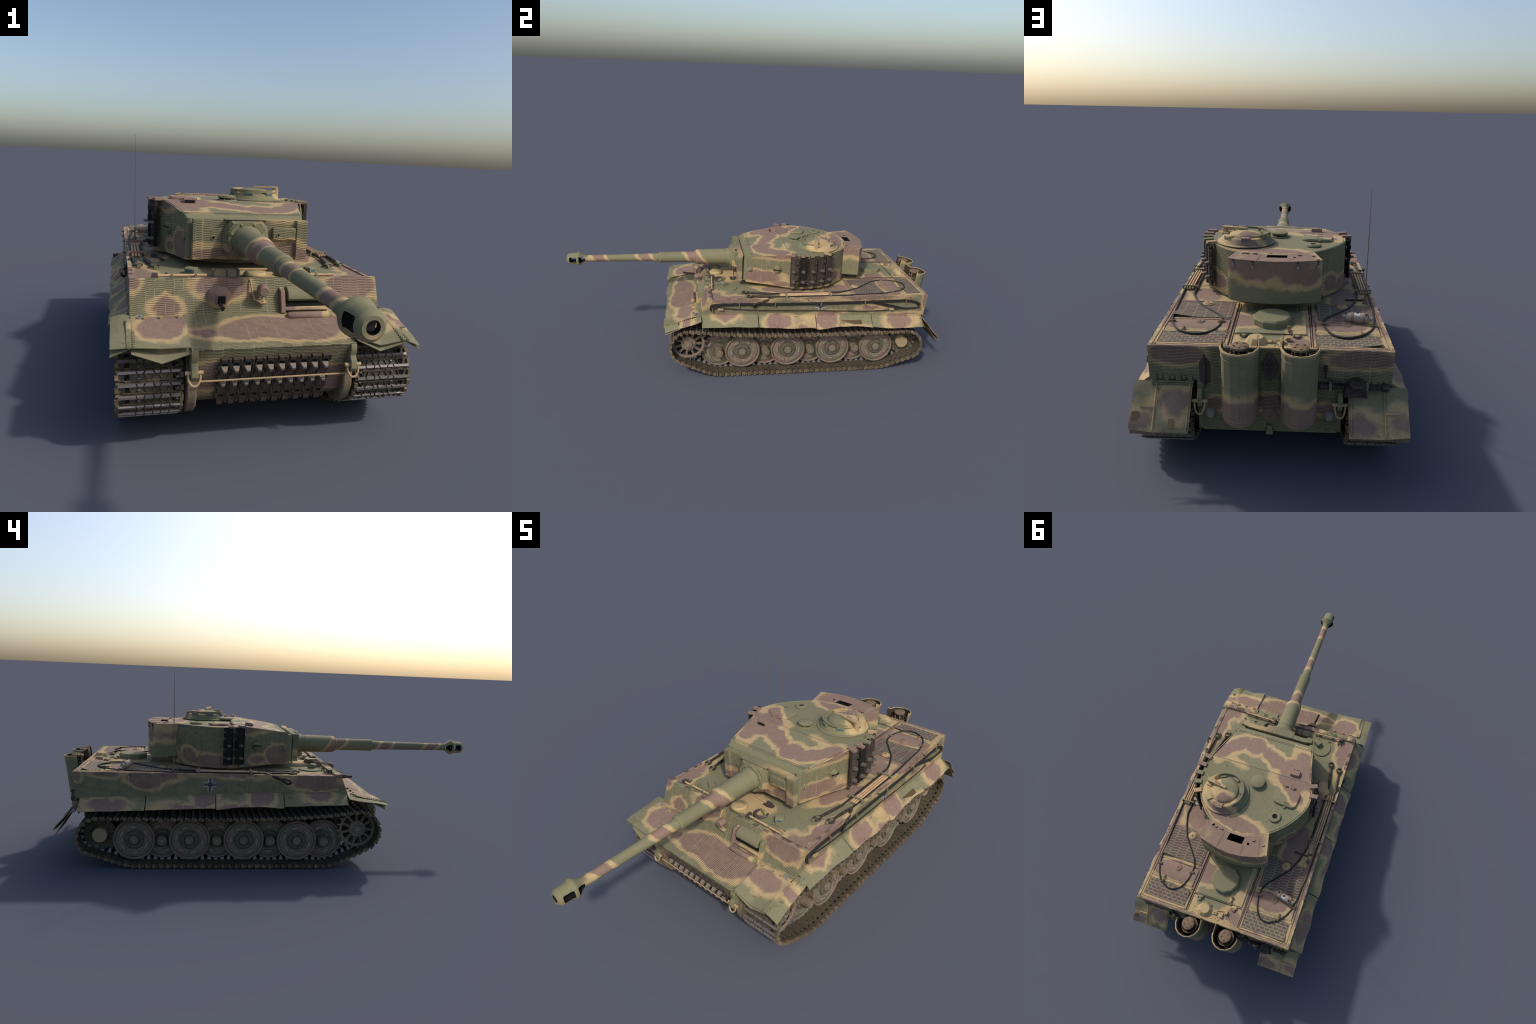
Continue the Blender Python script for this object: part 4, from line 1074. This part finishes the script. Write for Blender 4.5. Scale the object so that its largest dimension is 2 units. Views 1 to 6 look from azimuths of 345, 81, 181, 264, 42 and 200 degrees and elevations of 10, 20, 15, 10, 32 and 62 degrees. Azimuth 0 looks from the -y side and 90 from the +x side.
# spare links on both turret sides, horns outward
for s, ys_ in ((1, (.184, .229, .275, .321, .364)), (-1, (.181, .228))):
    for y in ys_:
        q, nn = wall_frame(y, s)
        q2, n2 = wall_frame(y+(.008 if s > 0 else .013), s)          # link hangs a little behind its hook
        X = Vector((0, 0, 1)); Z = -n2; Y = Z.cross(X)
        o = inst('spare_track_link', HB if (s < 0 or .2 < y < .24) else HL, turret, q2+n2*.0190+Vector((0, 0, .5285)), Matrix((X, Y, Z)).transposed().to_euler())
        if s < 0: o.scale = (1, -1, 1)
        p = Part(); R = Matrix((Y, Z, X)).transposed()
        for z, hgt, dep in ((ztp(y)+.0035, .010, .038), (.440, .009, .030)):
            off = (.010 if z > .5 else .010)
            vs = [q+nn*off+Vector((0, 0, z))+R @ Vector((a*.0105, b*dep/2, e*hgt/2)) for e in (-1, 1) for a, b in ((-1, -1), (1, -1), (1, 1), (-1, 1))]
            p.add(vs, [(3, 2, 1, 0), (4, 5, 6, 7), (0, 1, 5, 4), (1, 2, 6, 5), (2, 3, 7, 6), (3, 0, 4, 7)])
        p.done('track_bracket', M_brownp if y < .24 or s < 0 else (M_sandp if y > .35 else M_green), turret, bev=.0008)
# ---- stowage bin
plan = [(.140, .455), (.168, .570), (.152, .586)] + [(lerp(.152, -.152, t), .584+.032*sin(pi*t)) for t in (.15, .3, .5, .7, .85)] + [(-.152, .582), (-.166, .570), (-.138, .455)]
p = Part(); p.prism(plan, 'z', .4545, .6075)
sb = p.done('stowage_bin', [M_bin, M_dark], turret, 40)
for poly in ([(.030, .522), (-.043, .522), (-.040, .556), (.034, .556)], [(.116, .500), (.126, .508), (.121, .516), (.111, .509)], [(-.062, .540), (-.072, .540), (-.072, .552), (-.062, .552)]):
    c = Part(); c.prism(poly, 'z', .50, .63); carve(sb, c.done('cut', [M_dark], None))
p = Part()
p.tube([(x, y-.001, .6075) for x, y in plan[1:-1]], .0026, 6)
for x0, y0, x1, y1 in ((.055, .520, .066, .602), (-.045, .555, -.050, .606), (-.112, .505, -.128, .594)):
    p.box(((x0+x1)/2, (y0+y1)/2, .608), (.002, math.hypot(x1-x0, y1-y0), .0016), (0, 0, math.degrees(math.atan2(-(x1-x0), y1-y0))))
for x, y in ((.075, .515), (.105, .512), (-.085, .522), (-.135, .530), (-.148, .575)): p.box((x, y, .610), (.013, .009, .005), (0, 0, -15*x/.1))
p.done('bin_lid_trim', M_bin, turret)
for x in (.147, .078, -.079, -.152):
    yb = .584+.032*sin(pi*(.152-x)/.304)
    p = Part(); p.box((x, yb+.0035, .5875), (.0085, .005, .011)); p.tube([(x-.0028, yb+.0035, .593), (x-.0026, yb+.0035, .600), (x+.0026, yb+.0035, .600), (x+.0028, yb+.0035, .593)], .0011, 6); p.m = 1; p.box((x, yb+.001, .601), (.006, .004, .016))
    p.done('padlock', [M_grip, M_eye], turret)

# ------------------------------------------------------------------ deck furniture
# rods and brackets on both sides
for sx in (1, -1):
    for i in range(3):
        x = .3335+.0105*i
        p = Part(); p.cyl((sx*(x+.001), .108, .4235), (sx*(x-.001), .380, .4235), .0042, seg=10)
        p.done('cleaning_rod', M_wood, hull)
    p = Part()
    for y in (.138, .368):
        p.box((sx*.340, y, .4305), (.062, .007, .005)); p.box((sx*.371, y, .421), (.005, .010, .022)); p.box((sx*.310, y, .422), (.006, .008, .018))
    p.done('rod_bracket', M_green if sx > 0 else M_brownp, hull)
def tow_eye(p, base, tip, r=.0048):
    """spliced sleeve ending in a teardrop thimble"""
    base, tip = Vector(base), Vector(tip); d = (tip-base).normalized(); L = (tip-base).length
    s = d.cross(Vector((0, 0, 1))).normalized(); j = tip-d*.034
    p.tube([base, base.lerp(j, .35), j.lerp(base, .2), j], [r*.85, r*1.25, r*1.25, r*.9], 8)
    lp = [j, j+d*.010+s*.008, j+d*.022+s*.0125, j+d*.032+s*.008, tip, j+d*.032-s*.008, j+d*.022-s*.0125, j+d*.010-s*.008]
    p.tube(smooth_path(lp, 3, True), .0040, 8, True)
DK = .4205
loopL = [(.320, .060), (.3195, .25), (.316, .40), (.313, .445), (.269, .545), (.188, .643), (.173, .706), (.185, .769), (.211, .802), (.252, .812), (.305, .783), (.340, .712), (.349, .631), (.355, .528), (.3615, .40), (.3625, .25), (.361, .080)]
loopR = [(-.320, .110), (-.319, .25), (-.317, .385), (-.307, .441), (-.271, .543), (-.184, .645), (-.170, .709), (-.185, .772), (-.209, .805), (-.250, .814), (-.303, .778), (-.336, .721), (-.350, .615), (-.357, .520), (-.3605, .386), (-.362, .25), (-.360, .090)]
for lp in (loopL, loopR):
    p = Part(); p.tube(smooth_path([(x, y, DK+.0015*sin(9*y)) for x, y in lp], 2), .0037, 8)
    cab = p.done('tow_cable', M_cable, hull)
    s = 1 if lp is loopL else -1
    p = Part()
    tow_eye(p, (s*.322, .070, DK+.002), (s*.293, -.081, .4225)); p.m = 1; p.box((s*.291, -.086, .421), (.010, .012, .010), (0, 0, s*12)); p.box((s*.296, -.062, .425), (.016, .007, .006), (0, 0, s*12))
    p.done('cable_eye', [M_eye, M_green], cab)
    p = Part()
    tow_eye(p, (s*.361, .086, DK+.002), (s*.344, -.060, .4225)); p.m = 1; p.box((s*.342, -.065, .421), (.010, .012, .010), (0, 0, s*12)); p.box((s*.346, -.042, .425), (.016, .007, .006), (0, 0, s*12))
    p.done('cable_eye', [M_eye, M_green], cab)
    p = Part()
    a, b = Vector((s*.361, .080, .4235)), Vector((s*.394, -.036, .387))
    d = (b-a).normalized(); up = Vector((s*.5, 0, .86)); t = up.cross(d).normalized(); u2 = d.cross(t)
    j = a.lerp(b, .66)
    p.tube([a, a.lerp(j, .3), a.lerp(j, .8), j], [.005, .0072, .0072, .0045], 8)
    f = (b-j).length
    p.tube(smooth_path([j, j+d*f*.35+u2*.009, j+d*f*.75+u2*.0115, b, j+d*f*.75-u2*.0115, j+d*f*.35-u2*.009], 4, True), .0045, 8, True)
    p.done('cable_eye', M_eye, cab)
    p = Part()
    for x, y in ((s*.338, .712), (s*.172, .706)): p.cyl((x-.010, y, DK+.002), (x+.010, y, DK+.002), .0055, seg=8); p.box((x+s*.004, y+.004, DK-.001), (.02, .006, .008))
    p.box((s*.290, .775, DK+.004), (.005, .035, .005))
    p.done('cable_clamp', M_rust, hull)
# track-changing cable along the left side only
p = Part()
for k, z in enumerate((.3985, .3935, .3885)):
    pts = [(-.250+.004*k, z-.030), (-.246+.006*k, z-.008), (-.225+.005*k, z-.001), (-.11, z+.0005), (.115, z-.005), (.33, z-.0065), (.545, z-.0065), (.72, z-.0045), (.788, z-.0055), (.838, z-.018), (.860-.005*k, z-.036), (.846-.004*k, .3455+.002*(2-k)), (.80, .3425+.002*(2-k)), (.755, .3445+.003*(2-k)), (.70, .355+.005*(2-k)), (.60, .380+.003*(2-k))]
    p.tube(smooth_path([(.3815+.0015*(k == 1), y, zz) for y, zz in pts], 3), .0030, 6)
p.tube(smooth_path([(.3825, y, z) for y, z in ((-.236, .368), (-.215, .381), (-.19, .378), (-.16, .3725), (-.047, .362), (.06, .356), (.208, .351), (.40, .343), (.549, .3365), (.66, .337), (.706, .341), (.755, .345))], 3), .0022, 6)
sc_ = p.done('track_cable', M_cable, hull)
p = Part()
for y, z in ((-.105, .392), (.078, .390), (.318, .3865), (.553, .3855), (.777, .387), (-.238, .369), (.858, .352)): p.box((.3845, y, z), (.009, .005, .024))
p.m = 1; p.box((.3845, .700, .3455), (.012, .022, .010)); p.box((.3845, -.198, .372), (.012, .026, .008))
p.done('cable_clip', [M_rust, M_sandp], sc_)
# side stubs along the upper edge
p = Part()
for sx in (1, -1):
    for y in (.02, .25, .52, .66, .80): p.cyl((sx*.3755, y, .405), (sx*.386, y, .4085), .0026, seg=6)
p.done('side_hook', M_eye, hull)
# engine deck: four intake grilles, plates, caps
def grid(x0, x1, y0, y1, mat, curl):
    p = Part(); cx, cy = curl
    def fn(u, v):
        x = lerp(x0, x1, u); y = lerp(y0, y1, v)
        du = (u if cx > 0 else 1-u); dv = (v if cy > 0 else 1-v)
        return (x, y, DZ+.0028+.020*max(0, du-.62)*max(0, dv-.55)*3)
    p.sheet(fn, 12, 10, .0015); return p.done('intake_grille', mat, hull, 60)
grid(.146, .348, .512, .662, M_grf, (1, 1)); grid(-.344, -.152, .512, .666, M_grf, (-1, 1) if False else (1, -1))
grid(.146, .348, .792, .868, M_grr, (1, -1) if False else (-1, -1)); grid(-.345, -.142, .790, .871, M_grr, (-1, 1))
p = Part()
for sx in (1, -1):
    for y in (.503, .675, .783, .876): p.box((sx*.247, y, DZ+.0014), (.222, .008, .0032))
    for x in (.137, .357): p.box((sx*x, .69, DZ+.0014), (.007, .382, .0032))
    p.prism([(.682, DZ), (.690, DZ+.005), (.768, DZ+.005), (.776, DZ)], 'x', sx*.146, sx*.350)
p.done('grille_frame', M_deck, hull, bev=.0008)
p = Part()
for sx in (1, -1):
    for x in (.124, .1305): p.box((sx*x, .70, DZ+.0006), (.002, .36, .0016))
p.box((.004, .794, DZ+.0036), (.24, .002, .0016)); p.box((.01, .885, DZ+.0010), (.25, .0018, .0016))
p.done('deck_gap', M_dark, hull)
p = Part()
for sx in (1, -1):
    for i in range(9): p.dome((sx*.1415, .53+.042*i, DZ+.0030), (0, 0, 1), .003, .002, 6, 2)
    for i in range(14): p.dome((sx*.3655, .42+.033*i, DZ+.0012), (0, 0, 1), .0036, .002, 6, 2)
    for i in range(5): p.dome((sx*(.16+.045*i), .679, DZ+.003), (0, 0, 1), .003, .002, 6, 2)
for i in range(7): p.dome((-.09+.032*i, .878, DZ+.001), (0, 0, 1), .003, .002, 6, 2)
for x, y in ((-.02, .865), (-.012, .872), (-.03, .873), (.09, .81), (.10, .85), (-.06, .86)): p.dome((x, y, DZ+.001), (0, 0, 1), .0036, .0022, 8, 2)
p.done('deck_bolt', M_deck, hull, kind='stuff')
for sx in (1, -1):
    for y, mm in ((.534, M_sandp), (.706, M_brownp)):
        p = Part(); c = (sx*.246, y, DZ+.004)
        p.lathe([(-.003, .0205), (.0015, .020), (.0025, .017), (.0025, .0145), (.0050, .0140), (.0055, .012), (.0055, 0)], c, (0, 0, 1), 20)
        p.m = 1; p.box((c[0], c[1], c[2]+.0055), (.013, .0022, .0014), (0, 0, 20)); p.box((c[0], c[1], c[2]+.0055), (.013, .0022, .0013), (0, 0, 110))
        p.done('filler_cap', [mm, M_hubdark], hull)
p = Part(); p.box((.004, .690, DZ+.0022), (.232, .196, .0040))
hatch = p.done('engine_hatch', M_deck, hull, bev=.0015)
p = Part(); p.lathe([(0, .0675), (.020, .0665), (.0245, .0610), (.0252, 0)], (.004, .690, DZ+.004), (0, 0, 1), 10, .2)
p.done('snorkel_cover', M_green, hatch, 20)
p = Part()
for sx in (1, -1):
    p.box((.004+sx*.085, .800, DZ+.006), (.030, .016, .009), (12, 0, 0), .7); p.box((.004+sx*.085, .812, DZ+.004), (.012, .012, .008)); p.box((sx*.105, .596, DZ+.0055), (.028, .006, .007), (0, 0, sx*12)); p.box((sx*.105, .592, DZ+.003), (.012, .012, .006))
    p.tube([(sx*.082, .556, DZ), (sx*.082, .558, DZ+.015), (sx*.082, .585, DZ+.015), (sx*.082, .588, DZ+.001)], .0018, 6)
p.done('hatch_hinge', M_deck, hatch)
p = Part(); p.box((-.054, .772, DZ+.010), (.008, .030, .008), (25, 0, 0)); p.m = 1; p.cyl((-.054, .757, DZ+.006), (-.054, .757, DZ+.018), .0055, seg=10)
p.done('hatch_latch', [M_sandp, M_rust], hatch)
p = Part(); p.lathe([(0, .0375), (.004, .034), (.016, .0265), (.019, .023), (.0195, 0)], (.047, .848, DZ), (0, 0, 1), 9, .3)
p.done('air_filter_dome', M_deck, hull, 25)
p = Part(); p.box((-.002, .851, DZ+.003), (.024, .016, .006)); p.lathe([(0, .006), (.009, .006), (.009, .003), (.006, .003)], (-.004, .851, DZ), (0, 0, 1), 10); p.box((-.036, .852, DZ+.006), (.014, .022, .010)); p.box((-.054, .835, DZ+.008), (.014, .014, .012)); p.tube([(-.008, .838, DZ+.003), (-.06, .826, DZ+.003)], .002, 6)
p.done('deck_fitting', M_sandp, hull, bev=.0008)
# antenna
p = Part(); p.lathe([(0, .0105), (.003, .010), (.004, .0065), (.016, .0060), (.019, .0035), (.052, .0028), (.056, .0018), (.25, .0015), (.4315, .0005), (.4315, 0)], (-.3365, .478, DZ), (0, 0, 1), 8)
p.done('antenna', plain('antenna_paint', (.13, .105, .08), .1, 50), hull)
p = Part(); p.box((-.298, .452, DZ+.004), (.070, .006, .005)); p.box((-.302, .452, DZ+.004), (.007, .010, .009)); p.box((-.336, .440, DZ+.003), (.02, .008, .005))
p.tube([(-.29, .13, .4185), (-.252, .055, .4185)], .0028, 6); p.tube([(-.275, .15, .4185), (-.262, .04, .4185)], .0024, 6); p.box((-.283, .15, .419), (.012, .02, .008))
p.done('deck_clip_bar', M_eye, hull)
# canister on the right engine deck
a, b = Vector((-.237, .668, .4385)), Vector((-.334, .6965, .4405)); d = (b-a).normalized(); L = (b-a).length
p = Part(); p.lathe([(.014, 0), (.014, .010), (.019, .0160), (.022, .0165), (.080, .0165), (.085, .0150), (.088, .010), (.088, 0)], a, d, 20); p.lathe([(0, 0), (0, .006), (.013, .0065), (.014, 0)], a, d, 12); p.lathe([(.088, 0), (.088, .0065), (L, .0065), (L, 0)], a, d, 12)
p.m = 1
for t in (.030, .070): p.lathe([(t, .0165), (t+.0005, .0178), (t+.0075, .0178), (t+.008, .0165)], a, d, 20)
p.m = 2
f = Matrix((d, d.cross(Vector((0, 0, 1))).normalized(), Vector((0, 0, 1)))).transposed()
for (t, w, ang_, m_) in ((.050, .009, 60, 2), (.050, .004, 88, 3), (.0805, .0035, 70, 3), (.022, .003, 100, 3)):
    p.m = m_; vs = []
    for i in range(5):
        g = rad(ang_-16+8*i)
        for tt in (t-w, t+w): vs.append(a+d*tt+(f @ Vector((0, cos(g), sin(g))))*(.0168 if m_ == 2 else .0171))
    p.add(vs, [(i*2, i*2+1, i*2+3, i*2+2) for i in range(4)])
p.done('fire_extinguisher', [M_lamp, M_brownp, M_white, M_dark], hull)

# ------------------------------------------------------------------ rear fittings
for sx in (1, -1):
    cx, cy = sx*.090, .9385
    ztopp, zb_ = .4445, .190
    ya, yb = (.903, .929) if sx > 0 else (.929, .903)       # inner wall meets the hull, outer one is torn short
    prof_u = [(-.0545, ya), (-.0555, .9385)] + [(.0555*sin(rad(a)), .9410+.0565*cos(rad(a))) for a in (-78, -52, -26, 0, 26, 52, 78)] + [(.0555, .9385), (.0545, yb)]
    def sh(u, v):
        k = min(u*10, 9.999); i = int(k); f = k-i
        ux, uy = lerp(prof_u[i][0], prof_u[i+1][0], f), lerp(prof_u[i][1], prof_u[i+1][1], f)
        r = 1.0+.035*(v > .90)
        out = max(0, (uy-.93)/.062)
        end = max(0, abs(u-.5)*2-.80)/.20
        z = lerp(.205, ztopp-.004*out+(.020 if sx*(u-.5) < 0 else .010)*end, v) - .020*(1-v)*out
        return (cx+ux*r, uy-(ztopp-z)*.127+.001*(v > .9)*out, z)
    p = Part(); p.sheet(lambda u, v: sh(1-u, v), 20, 16, .003)
    ex = p.done('exhaust_shield', M_exh, tank, 25)
    p = Part()
    for v, w in ((.985, .0026), (.885, .0020), (.075, .003)):
        p.tube([Vector(sh(u/20, v)) for u in range(2, 19)], w, 6)
    p.done('shield_band', M_exh, ex)
    p = Part(); o = (cx, .937, 0)
    p.sheet(lambda u, v: (cx+(sh(u, v)[0]-cx)*.90, sh(u, v)[1]-.006, sh(u, v)[2]-.0015), 20, 16, .001)
    p.cyl((cx, .912, .20), (cx, .934, .405), .036, seg=20); p.lathe([(.402, .038), (.408, .038), (.408, .016), (.434, .016)], o, (0, 0, 1), 16); p.m = 1
    p.lathe([(.405, .0385), (.4095, .0385), (.4095, .034)], o, (0, 0, 1), 16)
    p.lathe([(.435, .012), (.436, .0285), (.4430, .0285), (.4440, .027), (.4440, 0)], o, (0, 0, 1), 10)
    for i in range(5):
        g = 2*pi*i/5+.3; p.cyl((cx+.018*cos(g), .937+.018*sin(g), .4425), (cx+.018*cos(g), .937+.018*sin(g), .4468), .0034, seg=8); p.cyl((cx+.023*cos(g), .937+.023*sin(g), .407), (cx+.023*cos(g), .937+.023*sin(g), .437), .0035, seg=8)
    p.done('exhaust_muffler', [M_soot, M_rust], ex)
    p = Part()
    for xx in (.0235, .150):
        p.box((sx*xx, .8835, .285), (.012, .008, .108), (-5, 0, 0))
        for z in (.244, .279, .314): p.dome((sx*xx, .8905-(.314-z)*.1, z), (0, 1, 0), .0058, .005, 10, 3)
    p.done('shield_mount', M_rear, ex)
    p = Part()                                              # rear tow hook and shackle
    p.prism([(.878, .275), (.892, .272), (.906, .250), (.902, .216), (.890, .206), (.868, .210)], 'x', sx*.210, sx*.227)
    p.prism([(.866, .200), (.882, .196), (.872, .126), (.858, .126)], 'x', sx*.212, sx*.227)
    p.done('rear_tow_lug', M_green, hull, bev=.003)
    p = Part(); p.cyl((sx*.194, .899, .234), (sx*.242, .899, .234), .0055, seg=10)
    p.tube(smooth_path([(sx*.202, .900, .232), (sx*.204, .905, .212), (sx*.212, .908, .195), (sx*.226, .908, .195), (sx*.233, .905, .212), (sx*.235, .900, .232)], 4), .0032)
    p.done('tow_shackle', M_sandp, hull)
    p = Part(); p.lathe([(0, .014), (.006, .0185), (.012, .018), (.022, .010), (.024, 0)], (sx*.188, .868, .181), (0, 1, -.1), 14)
    p.done('axle_cover', plain('pale_grey_paint', (.27, .235, .20), .15), hull)
p = Part(); p.lathe([(0, .026), (.004, .026), (.006, .022), (.006, .006), (.003, .006), (.003, 0)], (.0, .872, .176), (0, 1, -.1), 20)
p.done('starter_cover', M_brownp, hull)
p = Part(); p.box((.0, .873, .128), (.016, .024, .030)); p.cyl((-.011, .884, .120), (.011, .884, .120), .007, seg=10); p.box((0, .858, .1145), (.43, .016, .006))
p.done('tow_coupling', M_green, hull, bev=.002)
p = Part()                                                  # diamond-shaped track tool plate
dz = Vector((0, .8945, .360)); dv = [(-.024, -.002), (-.006, .044), (.008, .044), (.026, -.002), (.009, -.048), (-.007, -.048)]
p.prism([(x, .360+z) for x, z in dv], 'y', .885, .8985)
for x, z, r in ((.0, .012, .007), (.009, .004, .006), (-.003, -.006, .008), (.003, -.018, .007), (-.010, .008, .004)): p.lathe([(0, r), (.004, r), (.004, r*.55), (.001, r*.55), (.001, 0)], (x, 0.8985, .360+z), (0, 1, 0), 12)
p.done('track_tool', M_tool, hull)
p = Part()                                                  # broad shovel hung on the left rear
p.sheet(lambda u, v: (.202+(u-.5)*.046*(1-max(0, abs(v-.5)*2-.45)**2*1.9), .8945+.004*sin(pi*u)-(.40-lerp(.378, .286, v))*.1, lerp(.378, .286, v)), 8, 12, .002)
p.cyl((.203, .901, .392), (.203, .890, .274), .0042, seg=8); p.box((.203, .899, .345), (.008, .008, .030))
p.done('rear_shovel', M_tool, hull)
p = Part()                                                  # jack carried across the right rear
p.box((-.250, .900, .297), (.185, .014, .016)); p.box((-.262, .908, .291), (.072, .030, .034), (0, 0, 0), .85)
p.lathe([(0, .024), (.006, .026), (.012, .022), (.013, 0)], (-.266, .908, .309), (0, .25, 1), 16)
p.cyl((-.150, .898, .297), (-.175, .898, .297), .011, seg=12); p.cyl((-.342, .898, .297), (-.364, .898, .297), .0125, seg=12)
p.tube([(-.170, .896, .366), (-.170, .900, .326), (-.205, .904, .314), (-.255, .909, .316)], .003, 6)
p.cyl((-.170, .893, .364), (-.170, .899, .348), .006, seg=8)
p.m = 1
for x in (-.185, -.297): p.box((x, .903, .299), (.009, .018, .026))
p.done('jack', [M_eye, M_green], hull, bev=.001)
p = Part()
p.box((.4095, .9495, .2035), (.020, .0012, .030), (36, 0, 8)); p.box((.298, .9590, .1890), (.016, .0012, .026), (36, 0, 0))
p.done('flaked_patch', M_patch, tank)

bpy.context.view_layer.update()
